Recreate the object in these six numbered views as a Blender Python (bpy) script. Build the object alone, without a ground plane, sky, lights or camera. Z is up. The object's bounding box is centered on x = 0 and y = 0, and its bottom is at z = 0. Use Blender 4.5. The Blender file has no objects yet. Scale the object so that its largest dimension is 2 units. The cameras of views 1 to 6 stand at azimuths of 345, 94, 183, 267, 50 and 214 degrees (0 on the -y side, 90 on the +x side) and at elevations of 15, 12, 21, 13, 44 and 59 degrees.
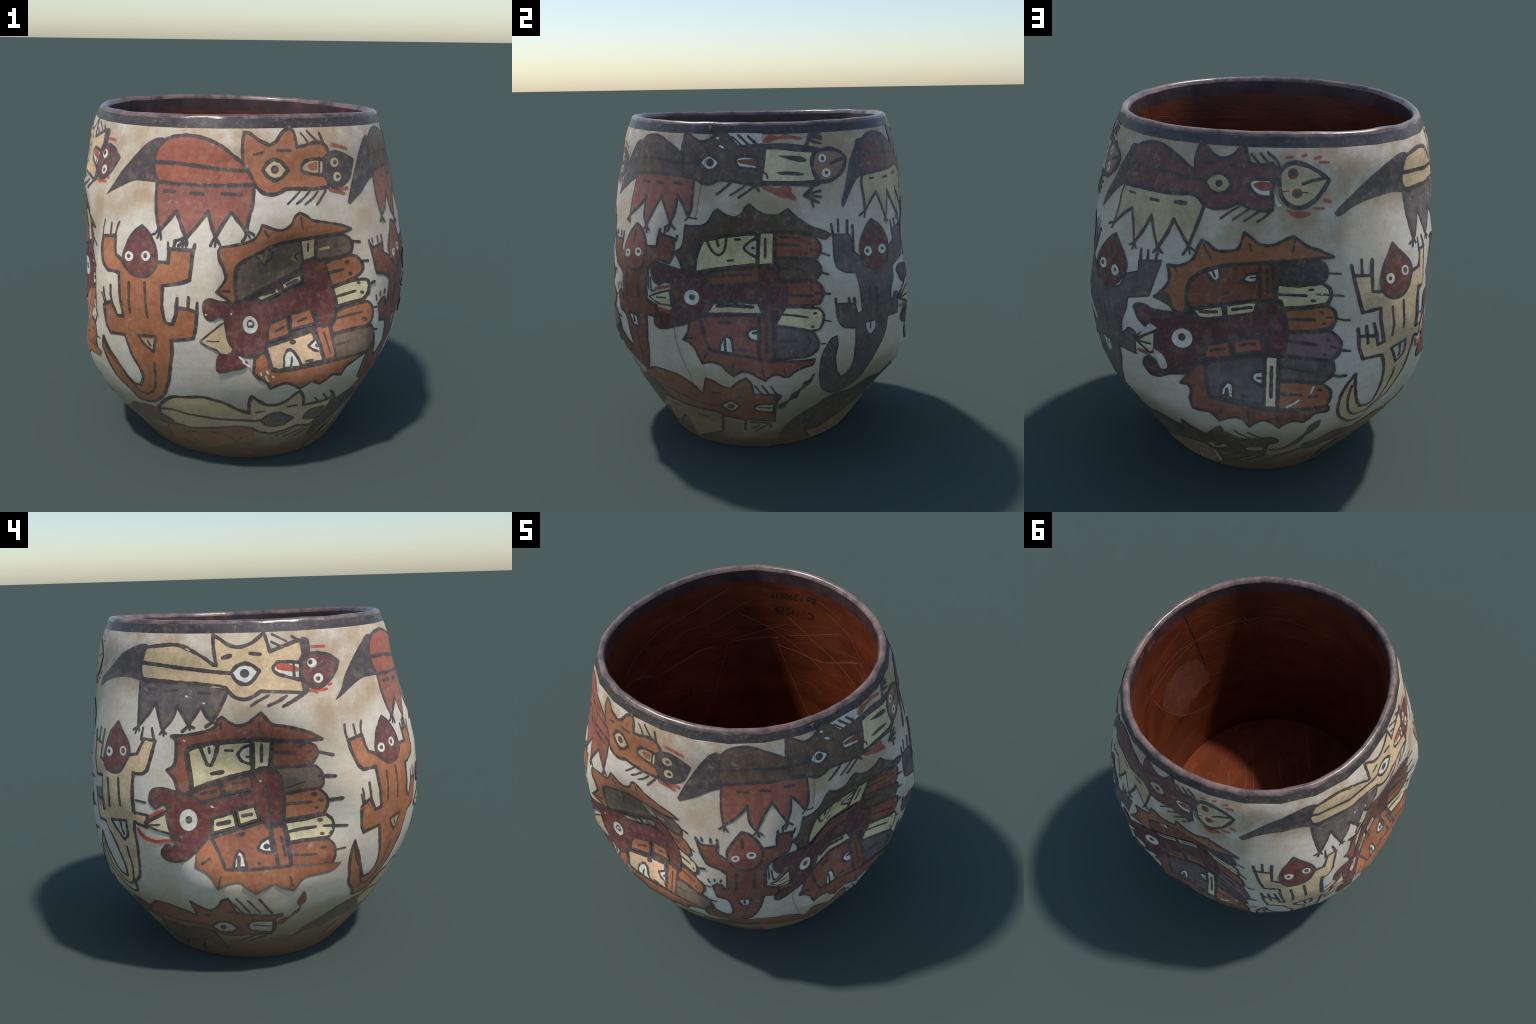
"""Painted clay vessel: an open, round-bellied jar with a dark rim, decorated in
two friezes of spotted-fox, lizard and bird-swallowing-head motifs.

Frame: metres, z up.  Painted motifs are laid out on the unrolled wall: the first
number is the azimuth in degrees (0 on -y, 90 on +x), the second the height in cm."""
import bpy, bmesh, math, random
from mathutils import Vector, noise
from mathutils.geometry import delaunay_2d_cdt

random.seed(7)
D2R = math.pi / 180.0

# ------------------------------------------------------------------ body shape
# relative height, mean radius, then cosine/sine amplitudes of the 1st..4th lobe
PROFILE = [
    (0.00, 0.5700, -0.0151, 0.0344, -0.0041, 0.0049, -0.0038, -0.0013, 0.0078, 0.0021),
    (0.04, 0.6291, -0.0147, 0.0236, -0.0049, 0.0034, -0.0005, -0.0044, 0.0143, 0.0013),
    (0.10, 0.7135, -0.0155, 0.0082, -0.0003, 0.0019, 0.0039, -0.0042, 0.0119, 0.0007),
    (0.17, 0.8116, -0.0209, -0.0118, -0.0045, -0.0040, 0.0021, -0.0050, 0.0135, 0.0019),
    (0.25, 0.9066, -0.0340, -0.0116, 0.0001, -0.0067, -0.0013, -0.0092, 0.0104, 0.0043),
    (0.35, 0.9955, -0.0355, -0.0085, 0.0045, -0.0108, 0.0031, -0.0005, 0.0104, 0.0026),
    (0.47, 1.0422, -0.0320, -0.0048, 0.0106, -0.0094, 0.0055, -0.0054, 0.0078, 0.0008),
    (0.60, 1.0307, -0.0223, -0.0022, 0.0035, -0.0064, 0.0121, -0.0082, 0.0037, 0.0007),
    (0.72, 0.9628, -0.0248, 0.0037, -0.0041, -0.0082, 0.0115, -0.0131, -0.0089, -0.0024),
    (0.84, 0.8934, -0.0321, -0.0009, -0.0038, -0.0101, 0.0038, -0.0093, -0.0081, 0.0004),
    (0.94, 0.8503, -0.0327, -0.0066, 0.0024, -0.0034, 0.0070, -0.0059, -0.0108, -0.0032),
    (1.00, 0.8036, -0.0300, -0.0040, 0.0012, -0.0043, 0.0027, -0.0056, -0.0099, -0.0031),
]
RIM_HEIGHT = [1.9874, 0.0025, -0.0089, 0.0089, 0.0026]
# four thumb-pressed hollows, one behind each bird, then smaller swellings (negative
# depth) and dips: azimuth, height, half width in degrees, half height, depth
DENTS = [
    (7.3, 1.063, 21.3, 0.313, 0.227),
    (89.8, 1.053, 21.8, 0.395, 0.238),
    (-179.7, 0.991, 20.9, 0.375, 0.231),
    (-93.8, 1.046, 20.9, 0.374, 0.214),
    (-107.0, 1.470, 11.0, 0.140, -0.012),
    (-105.0, 0.850, 11.0, 0.140, 0.013),
    (-75.0, 1.320, 11.0, 0.140, 0.007),
    (-60.0, 1.100, 11.0, 0.140, -0.012),
    (-5.0, 1.300, 11.0, 0.140, 0.012),
    (15.0, 0.960, 11.0, 0.140, 0.010),
    (-18.0, 1.270, 11.0, 0.140, 0.004),
    (38.0, 0.750, 11.0, 0.140, -0.006),
    (46.0, 0.460, 11.0, 0.140, -0.010),
    (34.0, 0.900, 11.0, 0.140, -0.009),
    (92.0, 1.070, 11.0, 0.140, 0.006),
    (103.0, 1.060, 11.0, 0.140, 0.010),
    (88.0, 1.360, 11.0, 0.140, -0.009),
    (174.0, 1.280, 11.0, 0.140, 0.007),
    (-170.0, 1.260, 11.0, 0.140, 0.013),
    (-159.0, 1.100, 11.0, 0.140, 0.010),
    (-154.0, 0.630, 11.0, 0.140, 0.005),
    (-149.0, 0.660, 11.0, 0.140, 0.007),
    (-137.0, 1.780, 11.0, 0.140, 0.006),
    (163.0, 1.390, 11.0, 0.140, 0.005),
    (-74.0, 1.100, 11.0, 0.140, 0.010),
    (-74.0, 0.950, 11.0, 0.140, 0.021),
    (-85.0, 1.490, 11.0, 0.140, -0.030),
    (-70.0, 1.480, 11.0, 0.140, -0.012),
    (-87.0, 0.870, 11.0, 0.140, 0.010),
    (-107.0, 1.250, 11.0, 0.140, 0.020),
    (11.0, 1.120, 11.0, 0.140, -0.012),
    (-7.0, 1.160, 11.0, 0.140, 0.018),
    (38.0, 1.060, 11.0, 0.140, -0.006),
    (13.0, 0.790, 11.0, 0.140, 0.014),
    (37.0, 0.650, 11.0, 0.140, -0.016),
    (91.0, 0.830, 11.0, 0.140, 0.005),
    (7.0, 0.430, 11.0, 0.140, 0.022),
    (80.0, 0.530, 11.0, 0.140, 0.011),
    (120.0, 1.080, 11.0, 0.140, -0.019),
    (111.0, 1.350, 11.0, 0.140, 0.012),
    (152.0, 1.200, 11.0, 0.140, 0.012),
    (146.0, 0.600, 11.0, 0.140, -0.022),
    (135.0, 0.500, 11.0, 0.140, -0.014),
    (95.0, 0.570, 11.0, 0.140, 0.022),
    (171.0, 1.070, 11.0, 0.140, 0.008),
    (161.0, 0.500, 11.0, 0.140, -0.030),
    (173.0, 0.430, 11.0, 0.140, -0.012),
    (-145.0, 0.360, 11.0, 0.140, 0.012),
    (-87.0, 0.970, 11.0, 0.140, 0.006),
    (3.5, 0.755, 11.0, 0.140, -0.008),
    (9.0, 1.329, 11.0, 0.140, -0.006),
    (113.7, 0.898, 11.0, 0.140, 0.012),
    (173.5, 0.707, 11.0, 0.140, -0.011),
    (-174.1, 0.742, 11.0, 0.140, 0.018),
    (178.8, 0.949, 11.0, 0.140, -0.010),
    (-94.5, 0.969, 11.0, 0.140, -0.015),
    (-88.4, 0.809, 11.0, 0.140, 0.006),
]



def lobes(c, az):
    a = az * D2R
    r = c[0]
    for n in range(1, (len(c) - 1) // 2 + 1):
        r += c[2 * n - 1] * math.cos(n * a) + c[2 * n] * math.sin(n * a)
    return r


def rim_top(az):
    return lobes(RIM_HEIGHT, az)


def hollow(az, z):
    s = 0.0
    for a0, z0, wa, wz, depth in DENTS:
        dz = (z - z0) / wz
        if abs(dz) > 1.8:
            continue
        da = ((az - a0 + 180.0) % 360.0 - 180.0) / wa
        if abs(da) > 1.8:
            continue
        s += depth * math.exp(-(da * da + dz * dz) ** 1.4)
    return s


def wall_radius(az, t):
    """Radius of the outer wall at azimuth az, relative height t (Catmull-Rom in t)."""
    t = min(max(t, 0.0), 1.0)
    k = 0
    while k < len(PROFILE) - 2 and PROFILE[k + 1][0] < t:
        k += 1
    rows = [PROFILE[min(max(i, 0), len(PROFILE) - 1)] for i in (k - 1, k, k + 1, k + 2)]
    ts = [r[0] for r in rows]
    rs = [lobes(r[1:], az) for r in rows]
    h = ts[2] - ts[1]
    d = (rs[2] - rs[1]) / h
    m1 = d if ts[1] == ts[0] else ((rs[1] - rs[0]) / (ts[1] - ts[0]) * h + d * (ts[1] - ts[0])) / (h + ts[1] - ts[0])
    m2 = d if ts[3] == ts[2] else ((rs[3] - rs[2]) / (ts[3] - ts[2]) * h + d * (ts[3] - ts[2])) / (h + ts[3] - ts[2])
    u = (t - ts[1]) / h
    return (-hollow(az, t * rim_top(az)) + (2 * u ** 3 - 3 * u ** 2 + 1) * rs[1] + (u ** 3 - 2 * u ** 2 + u) * h * m1
            + (-2 * u ** 3 + 3 * u ** 2) * rs[2] + (u ** 3 - u ** 2) * h * m2)


def polar(az, r, z):
    return Vector((r * math.sin(az * D2R), -r * math.cos(az * D2R), z))


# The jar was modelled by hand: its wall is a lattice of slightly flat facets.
COLUMNS = 27
COLUMN_STEP = 360.0 / COLUMNS
COLUMN_START = -154.6
ROWS = [0.0, 0.035, 0.075, 0.15, 0.225, 0.30, 0.37, 0.45, 0.535, 0.62, 0.71, 0.79, 0.87, 0.93, 0.967, 0.99]
LATTICE = [[polar(COLUMN_START + j * COLUMN_STEP, wall_radius(COLUMN_START + j * COLUMN_STEP, t) * 1.004,
                  t * rim_top(COLUMN_START + j * COLUMN_STEP)) for j in range(COLUMNS)] for t in ROWS]


def wall_point(az, t):
    """Point of the faceted outer wall."""
    q = ((az - COLUMN_START) % 360.0) / COLUMN_STEP
    j = int(q) % COLUMNS
    a = (q - int(q)) * COLUMN_STEP * D2R
    f = math.sin(a) / (math.sin(a) + math.sin(COLUMN_STEP * D2R - a))
    i = 0
    while i < len(ROWS) - 2 and ROWS[i + 1] < t:
        i += 1
    g = (t - ROWS[i]) / (ROWS[i + 1] - ROWS[i])
    k = (j + 1) % COLUMNS
    return (LATTICE[i][j].lerp(LATTICE[i][k], f)).lerp(LATTICE[i + 1][j].lerp(LATTICE[i + 1][k], f), g)


def smooth_point(az, t):
    return polar(az, wall_radius(az, t), t * rim_top(az))


def wall_normal(az, t):
    """Outward normal: mostly smooth, with a share of the facet's own direction."""
    t = min(max(t, 0.012), 0.975)
    da = smooth_point(az + 3, t) - smooth_point(az - 3, t)
    dt = smooth_point(az, t + 0.02) - smooth_point(az, t - 0.012)
    soft = da.cross(dt).normalized()
    da = wall_point(az + 0.5, t) - wall_point(az - 0.5, t)
    dt = wall_point(az, t + 0.005) - wall_point(az, t - 0.005)
    return soft.lerp(da.cross(dt).normalized(), 0.3).normalized()


def on_wall(az, height_cm, lift=0.0):
    t = min(max(height_cm * 0.01 / rim_top(az), 0.006), 0.989)
    n = wall_normal(az, t)
    return wall_point(az, t) + n * lift, n


def collection_link(ob, parent=None):
    bpy.context.scene.collection.objects.link(ob)
    if parent is not None:
        ob.parent = parent
    return ob


def mesh_object(name, verts, faces, material, parent, normals=None, smooth=True):
    me = bpy.data.meshes.new(name)
    me.from_pydata([tuple(v) for v in verts], [], faces)
    me.materials.append(material)
    if smooth:
        me.polygons.foreach_set("use_smooth", [True] * len(me.polygons))
    if normals is not None:
        me.normals_split_custom_set_from_vertices([tuple(n) for n in normals])
    me.update()
    return collection_link(bpy.data.objects.new(name, me), parent)


# --------------------------------------------------------------- body geometry
vessel = collection_link(bpy.data.objects.new("painted_vessel", None))
vessel["label"] = "round-bellied clay jar painted with foxes, lizards and birds"
vessel["category"] = "clay vessel"

SEGMENTS = COLUMNS * 8
AZ = [COLUMN_START + i * 360.0 / SEGMENTS for i in range(SEGMENTS)]


def ring_rows(points_of_az):
    """Transpose: one function az -> list of points, giving rows of rings."""
    cols = [points_of_az(az) for az in AZ]
    return [list(r) for r in zip(*cols)]


OUTER_T = []
for a, b in zip(ROWS[:-1], ROWS[1:]):
    n = max(1, round((b - a) / 0.012))
    OUTER_T += [a + (b - a) * i / n for i in range(n)]
OUTER_T.append(ROWS[-1])
BAND_T = 0.967         # the dark rim band starts here

INNER_FLOOR = 0.46    # height of the inner floor
INNER_T = [1.0 - i / 40.0 for i in range(41)]


def lip_points(az):
    edge = wall_point(az, ROWS[-1])
    r0 = 0.4 * math.hypot(edge.x, edge.y) + 0.6 * wall_radius(az, ROWS[-1]) * 0.999
    z0 = edge.z
    wob = 0.006 * noise.noise(Vector((math.sin(az * D2R) * 5, math.cos(az * D2R) * 5, 3.0)))
    prof = [(-0.003, 0.008), (-0.008, 0.014), (-0.016, 0.018), (-0.025, 0.019), (-0.033, 0.015), (-0.039, 0.007), (-0.043, -0.006)]
    return [polar(az, r0 + dr, z0 + dz + wob) for dr, dz in prof]


def inner_point(az, s):
    """The cavity is almost a plain cylinder that takes up the hollows only where the
    wall would get too thin; s runs from the inner floor (0) to the lip (1)."""
    edge = lip_points(az)[-1]
    foot = polar(az, 0.745, INNER_FLOOR) + Vector((-0.018, 0.039, 0.0))
    p = foot.lerp(edge, s)
    pinch = 1.0 - 0.016 * math.sin(math.pi * s)
    p.x *= pinch
    p.y *= pinch
    a = math.degrees(math.atan2(p.x, -p.y))
    limit = wall_radius(a, p.z / rim_top(a)) - 0.028 - 0.05 * min(1.0, 6.0 * s, 4.0 * (1.0 - s))
    r = math.hypot(p.x, p.y)
    k = 40.0                       # soft minimum of the cylinder and the hollowed wall
    r2 = -math.log(math.exp(-k * r) + math.exp(-k * limit)) / k
    fade = min(1.0, 5.0 * s, 5.0 * (1.0 - s))
    r2 = r + (r2 - r) * fade
    return Vector((p.x * r2 / r, p.y * r2 / r, p.z))


def inner_points(az):
    return [inner_point(az, s) for s in INNER_T[1:]]


def on_inner(az, height_cm, lift=0.0):
    """Point and inward normal of the inner wall."""
    s = min(max((height_cm * 0.01 - INNER_FLOOR) / (lip_points(az)[-1].z - INNER_FLOOR), 0.0), 1.0)
    p = inner_point(az, s)
    n = (inner_point(az + 2, s) - inner_point(az - 2, s)).cross(inner_point(az, min(s + 0.01, 1.0)) - inner_point(az, max(s - 0.01, 0.0)))
    n = -n.normalized()
    return p + n * lift, n


outer = ring_rows(lambda az: [wall_point(az, t) for t in OUTER_T])
lip = ring_rows(lip_points)
inner = ring_rows(inner_points)


def strip(name, rows, material, normals=None, parent=None, cap=None):
    verts = [v for r in rows for v in r]
    n = len(rows[0])
    faces = [(i * n + j, i * n + (j + 1) % n, (i + 1) * n + (j + 1) % n, (i + 1) * n + j)
             for i in range(len(rows) - 1) for j in range(n)]
    nrm = [v for r in normals for v in r] if normals else None
    if cap is not None:            # close the last ring with a centre vertex
        c = len(verts)
        verts.append(cap)
        if nrm is not None:
            nrm.append(nrm[-1])
        faces += [(c, (len(rows) - 1) * n + j, (len(rows) - 1) * n + (j + 1) % n) for j in range(n)]
    return mesh_object(name, verts, faces, material, parent or vessel, nrm)



# ------------------------------------------------------------------- materials
def srgb(r, g, b):
    return tuple((c / 255.0 / 12.92 if c / 255.0 <= 0.04045 else ((c / 255.0 + 0.055) / 1.055) ** 2.4) for c in (r, g, b)) + (1.0,)


class Nodes:
    def __init__(self, name, rough=0.6, spec=0.3):
        self.mat = bpy.data.materials.new(name)
        self.mat.use_nodes = True
        self.nt = self.mat.node_tree
        self.bsdf = self.nt.nodes["Principled BSDF"]
        self.bsdf.inputs["Roughness"].default_value = rough
        self.bsdf.inputs["Specular IOR Level"].default_value = spec
        self.co = self.nt.nodes.new("ShaderNodeTexCoord").outputs["Object"]

    def link(self, a, b):
        self.nt.links.new(a, b)

    def noise(self, scale, detail=4.0, rough=0.6, vec=None, dist=0.0):
        n = self.nt.nodes.new("ShaderNodeTexNoise")
        n.inputs["Scale"].default_value = scale
        n.inputs["Detail"].default_value = detail
        n.inputs["Roughness"].default_value = rough
        n.inputs["Distortion"].default_value = dist
        self.link(vec if vec is not None else self.co, n.inputs["Vector"])
        return n.outputs["Fac"]

    def scaled(self, sx, sy, sz):
        m = self.nt.nodes.new("ShaderNodeMapping")
        m.inputs["Scale"].default_value = (sx, sy, sz)
        self.link(self.co, m.inputs["Vector"])
        return m.outputs["Vector"]

    def ramp(self, fac, lo, hi, v0=0.0, v1=1.0):
        m = self.nt.nodes.new("ShaderNodeMapRange")
        m.interpolation_type = "SMOOTHSTEP"
        for k, v in (("From Min", lo), ("From Max", hi), ("To Min", v0), ("To Max", v1)):
            m.inputs[k].default_value = v
        self.link(fac, m.inputs["Value"])
        return m.outputs["Result"]

    def math(self, op, a, b):
        m = self.nt.nodes.new("ShaderNodeMath")
        m.operation = op
        for s, v in zip(m.inputs, (a, b)):
            if isinstance(v, (int, float)):
                s.default_value = v
            else:
                self.link(v, s)
        return m.outputs["Value"]

    def mix(self, fac, a, b, mode="MIX"):
        m = self.nt.nodes.new("ShaderNodeMix")
        m.data_type = "RGBA"
        m.blend_type = mode
        if isinstance(fac, (int, float)):
            m.inputs[0].default_value = fac
        else:
            self.link(fac, m.inputs[0])
        for s, v in ((m.inputs[6], a), (m.inputs[7], b)):
            if isinstance(v, tuple):
                s.default_value = v
            else:
                self.link(v, s)
        return m.outputs[2]

    def axis(self, k):
        s = self.nt.nodes.new("ShaderNodeSeparateXYZ")
        self.link(self.co, s.inputs[0])
        return s.outputs[k]

    def bump(self, h, strength, dist=0.002):
        b = self.nt.nodes.new("ShaderNodeBump")
        b.inputs["Strength"].default_value = strength
        b.inputs["Distance"].default_value = dist
        self.link(h, b.inputs["Height"])
        self.link(b.outputs["Normal"], self.bsdf.inputs["Normal"])

    def done(self, col):
        self.link(col, self.bsdf.inputs["Base Color"])
        return self.mat



SLIP = srgb(222, 210, 192)
PALETTE = {
    "slip": (224, 212, 194), "cream": (206, 182, 140), "white": (242, 234, 214), "lemon": (232, 214, 166),
    "peach": (226, 188, 146), "tan": (226, 194, 148), "ochre": (178, 142, 98),
    "orange": (176, 110, 72), "red": (168, 92, 68), "brick": (154, 89, 71), "rust": (158, 95, 64),
    "redbrown": (138, 82, 62), "maroon": (116, 62, 58), "purple": (120, 74, 70), "plum": (100, 58, 58),
    "mauve": (138, 106, 108), "grey": (104, 94, 90), "charcoal": (84, 74, 72), "brown": (126, 104, 86),
    "darkbrown": (104, 84, 72), "umber": (106, 84, 68), "rosy": (166, 122, 98), "crackline": (118, 86, 62), "clay": (186, 112, 82), "blood": (172, 90, 66), "bloodbright": (200, 86, 60), "chip": (240, 236, 226),
    "outline": (80, 69, 66),
    "ink": (22, 16, 14), "scratch": (138, 84, 64), "film": (102, 54, 38), "drip": (58, 22, 10),
}


INSIDE = ("ink", "scratch", "film", "drip")


def low_wall_veil(m, col):
    """Low-contrast veil on the lower wall: patchy, greyish brown, heavier towards the foot."""
    edge = m.math("ADD", m.axis(2), m.math("MULTIPLY", m.math("SUBTRACT", m.noise(2.0, 5, 0.65), 0.5), 0.5))
    return m.mix(m.math("MULTIPLY", m.ramp(edge, 0.72, 0.25), 0.34), col, srgb(136, 118, 94))


def mottle(m, col, amount):
    """Fine blotches of the scanned, hand-rubbed surface."""
    fine = m.math("MULTIPLY", m.ramp(m.noise(34.0, 4, 0.75), 0.38, 0.64), amount)
    warm = m.math("MULTIPLY", m.ramp(m.noise(21.0, 4, 0.7), 0.44, 0.68), amount * 0.8)
    col = m.mix(fine, col, srgb(70, 56, 48))
    return m.mix(warm, col, srgb(206, 170, 136))


def paint_material(name, rgb):
    m = Nodes("paint_" + name, rough=0.46, spec=0.5)
    base = srgb(*rgb)
    dark = tuple(c * 0.66 for c in base[:3]) + (1.0,)
    pale = tuple(min(1.0, c * 1.25 + 0.012) for c in base[:3]) + (1.0,)
    col = m.mix(m.ramp(m.noise(5.0, 5, 0.7), 0.36, 0.66), dark, pale)
    col = m.mix(0.45, col, base)
    streak = m.ramp(m.noise(14.0, 4, 0.7, m.scaled(1, 1, 3.5)), 0.3, 0.75)
    col = m.mix(m.math("MULTIPLY", streak, 0.3), col, pale)
    col = mottle(m, col, 0.20)
    # worn places where the pale slip shows through, as specks and as scuffs
    specks = m.ramp(m.noise(60.0, 4, 0.7), 0.66, 0.74)
    scuffs = m.ramp(m.noise(22.0, 7, 0.85), 0.54, 0.68)
    patch = m.ramp(m.noise(3.6, 4, 0.6), 0.40, 0.62)
    strength = 0.44 if name in ("charcoal", "grey", "outline", "purple", "darkbrown", "brown") else 0.34
    wear = m.math("MULTIPLY", m.math("MAXIMUM", specks, m.math("MULTIPLY", scuffs, patch)), strength)
    col = m.mix(wear, col, SLIP)
    grime = m.ramp(m.noise(55.0, 3, 0.6), 0.62, 0.72)
    col = m.mix(m.math("MULTIPLY", grime, 0.22), col, srgb(60, 48, 42))
    m.bump(m.noise(70.0, 3, 0.6), 0.25, 0.002)
    return m.done(low_wall_veil(m, col) if name not in INSIDE else m.mix(0.75, col, base))


PAINT = {k: paint_material(k, v) for k, v in PALETTE.items()}


def wall_material():
    """Worn off-white slip: cloudy, tan-stained below the rim, bare clay at the foot."""
    m = Nodes("worn_slip", rough=0.46, spec=0.55)
    z = m.axis(2)
    col = m.mix(m.ramp(m.noise(2.6, 5, 0.6), 0.32, 0.68), srgb(219, 200, 173), srgb(232, 221, 204))
    # brush strokes run round the pot
    strokes = m.ramp(m.noise(4.0, 6, 0.7, m.scaled(1, 1, 6)), 0.35, 0.7)
    col = m.mix(m.math("MULTIPLY", strokes, 0.35), col, srgb(200, 184, 158))
    # tan stains, most of them high on the wall
    high = m.ramp(m.math("ADD", z, m.math("MULTIPLY", m.noise(1.7, 3, 0.5), 0.9)), 1.70, 2.20)
    stain = m.math("MULTIPLY", m.ramp(m.noise(3.4, 6, 0.72), 0.36, 0.62), high)
    col = m.mix(m.math("MULTIPLY", stain, 0.75), col, srgb(176, 138, 92))
    dots = m.math("MULTIPLY", m.ramp(m.noise(16.0, 5, 0.8), 0.64, 0.74), m.ramp(m.noise(2.0, 2, 0.5), 0.4, 0.6))
    col = m.mix(m.math("MULTIPLY", dots, 0.6), col, srgb(132, 92, 56))
    grey = m.ramp(m.noise(1.9, 5, 0.65), 0.46, 0.68)
    col = m.mix(m.math("MULTIPLY", grey, 0.30), col, srgb(186, 176, 160))
    fine = m.ramp(m.noise(60.0, 4, 0.7), 0.58, 0.76)
    col = m.mix(m.math("MULTIPLY", fine, 0.32), col, srgb(140, 118, 92))
    # the foot: slip rubbed off, brown clay and ground-in dirt
    edge = m.math("ADD", z, m.math("MULTIPLY", m.math("SUBTRACT", m.noise(2.4, 4, 0.6), 0.5), 0.45))
    col = m.mix(m.ramp(edge, 0.62, 0.28), col, srgb(186, 164, 128))
    col = m.mix(m.ramp(edge, 0.30, 0.10), col, srgb(128, 98, 66))
    m.bump(m.noise(45.0, 4, 0.65), 0.22, 0.003)
    return m.done(mottle(m, low_wall_veil(m, col), 0.10))


def rim_material():
    m = Nodes("rim_paint", rough=0.42, spec=0.6)
    col = m.mix(m.ramp(m.noise(9.0, 5, 0.7, m.scaled(1, 1, 2.0)), 0.3, 0.7), srgb(56, 49, 47), srgb(82, 73, 69))
    worn = m.ramp(m.noise(38.0, 6, 0.8), 0.54, 0.68)
    col = m.mix(m.math("MULTIPLY", worn, 0.5), col, srgb(168, 152, 136))
    m.bump(m.noise(40.0, 4, 0.6), 0.3, 0.003)
    return m.done(col)


def lip_material():
    """Mottled lip colour: dark tones broken by paler pinkish patches."""
    m = Nodes("mottled_lip", rough=0.3, spec=0.7)
    col = m.mix(m.ramp(m.noise(7.0, 6, 0.7), 0.35, 0.62), srgb(74, 62, 60), srgb(132, 108, 98))
    red = m.ramp(m.noise(4.0, 4, 0.7), 0.60, 0.70)
    col = m.mix(m.math("MULTIPLY", red, 0.6), col, srgb(150, 92, 70))
    dark = m.ramp(m.noise(22.0, 4, 0.7), 0.56, 0.66)
    col = m.mix(m.math("MULTIPLY", dark, 0.6), col, srgb(72, 60, 62))
    m.bump(m.noise(45.0, 4, 0.6), 0.4, 0.003)
    return m.done(col)


def inner_band_material():
    m = Nodes("inner_band", rough=0.42, spec=0.45)
    col = m.mix(m.ramp(m.noise(6.0, 5, 0.7), 0.35, 0.65), srgb(52, 38, 38), srgb(74, 55, 54))
    red = m.ramp(m.noise(5.0, 4, 0.7), 0.60, 0.70)
    return m.done(m.mix(m.math("MULTIPLY", red, 0.6), col, srgb(134, 74, 54)))


def inner_material():
    """Bare red-brown clay, burnished in long strokes."""
    m = Nodes("inner_clay", rough=0.34, spec=0.5)
    z = m.axis(2)
    col = m.mix(m.ramp(m.noise(3.0, 5, 0.65, m.scaled(1, 1, 2.5)), 0.32, 0.68), srgb(84, 38, 20), srgb(112, 53, 28))
    col = m.mix(m.math("MULTIPLY", m.ramp(m.noise(1.6, 3, 0.6), 0.45, 0.65), 0.35), col, srgb(84, 38, 28))
    streak = m.ramp(m.noise(5.0, 6, 0.75, m.scaled(3, 3, 14)), 0.55, 0.75)
    col = m.mix(m.math("MULTIPLY", streak, 0.35), col, srgb(140, 80, 54))
    dark = m.ramp(m.noise(8.0, 5, 0.7, m.scaled(1, 1, 3)), 0.6, 0.78)
    col = m.mix(m.math("MULTIPLY", dark, 0.25), col, srgb(64, 32, 22))
    m.bump(m.noise(12.0, 5, 0.7, m.scaled(1, 1, 4)), 0.3, 0.006)
    return m.done(col)


def floor_material():
    m = Nodes("inner_floor_clay", rough=0.6, spec=0.15)
    wavy = m.noise(2.2, 5, 0.6, m.scaled(2.2, 0.9, 1), 0.6)
    col = m.mix(m.ramp(wavy, 0.35, 0.65), srgb(96, 42, 20), srgb(112, 53, 27))
    fine = m.ramp(m.noise(9.0, 5, 0.7, m.scaled(2.0, 0.7, 1), 1.0), 0.56, 0.66)
    col = m.mix(m.math("MULTIPLY", fine, 0.4), col, srgb(136, 78, 54))
    return m.done(col)


def plain_material(name, rgb, rough=0.6):
    m = Nodes(name, rough=rough, spec=0.25)
    base = srgb(*rgb)
    col = m.mix(m.noise(20.0, 4, 0.6), tuple(c * 0.7 for c in base[:3]) + (1.0,), tuple(min(1, c * 1.25) for c in base[:3]) + (1.0,))
    return m.done(col)



# ------------------------------------------------------------------ brush work
CM_PER_DEG = 1.65                  # unrolled scale used while drawing


def curve(points, closed, step=0.7):
    """Smooth curve through (azimuth, height[, corner]) points, resampled; in cm.
    Returns the samples and the set of indices that are sharp corners."""
    p = [(q[0] * CM_PER_DEG, q[1], len(q) > 2) for q in points]
    n = len(p)
    out, corners = [], set()
    for i in range(n if closed else n - 1):
        b, c = p[i], p[(i + 1) % n]
        a = p[(i - 1) % n] if (closed or i > 0) else b
        d = p[(i + 2) % n] if (closed or i + 2 < n) else c
        if b[2]:
            corners.add(len(out))
        seg = math.hypot(c[0] - b[0], c[1] - b[1])
        t1 = [(c[k] - a[k]) * 0.5 for k in (0, 1)] if not b[2] else [c[k] - b[k] for k in (0, 1)]
        t2 = [(d[k] - b[k]) * 0.5 for k in (0, 1)] if not c[2] else [c[k] - b[k] for k in (0, 1)]
        for t in (t1, t2):             # keep tangents short where points are uneven
            m = math.hypot(*t)
            if m > seg > 0:
                t[0] *= seg / m
                t[1] *= seg / m
        k = max(1, int(seg / step))
        for j in range(k):
            u = j / k
            h = (2 * u ** 3 - 3 * u ** 2 + 1, u ** 3 - 2 * u ** 2 + u, -2 * u ** 3 + 3 * u ** 2, u ** 3 - u ** 2)
            out.append(tuple(h[0] * b[m] + h[1] * t1[m] + h[2] * c[m] + h[3] * t2[m] for m in (0, 1)))
    if not closed:
        out.append((p[-1][0], p[-1][1]))
    return out, corners


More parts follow.
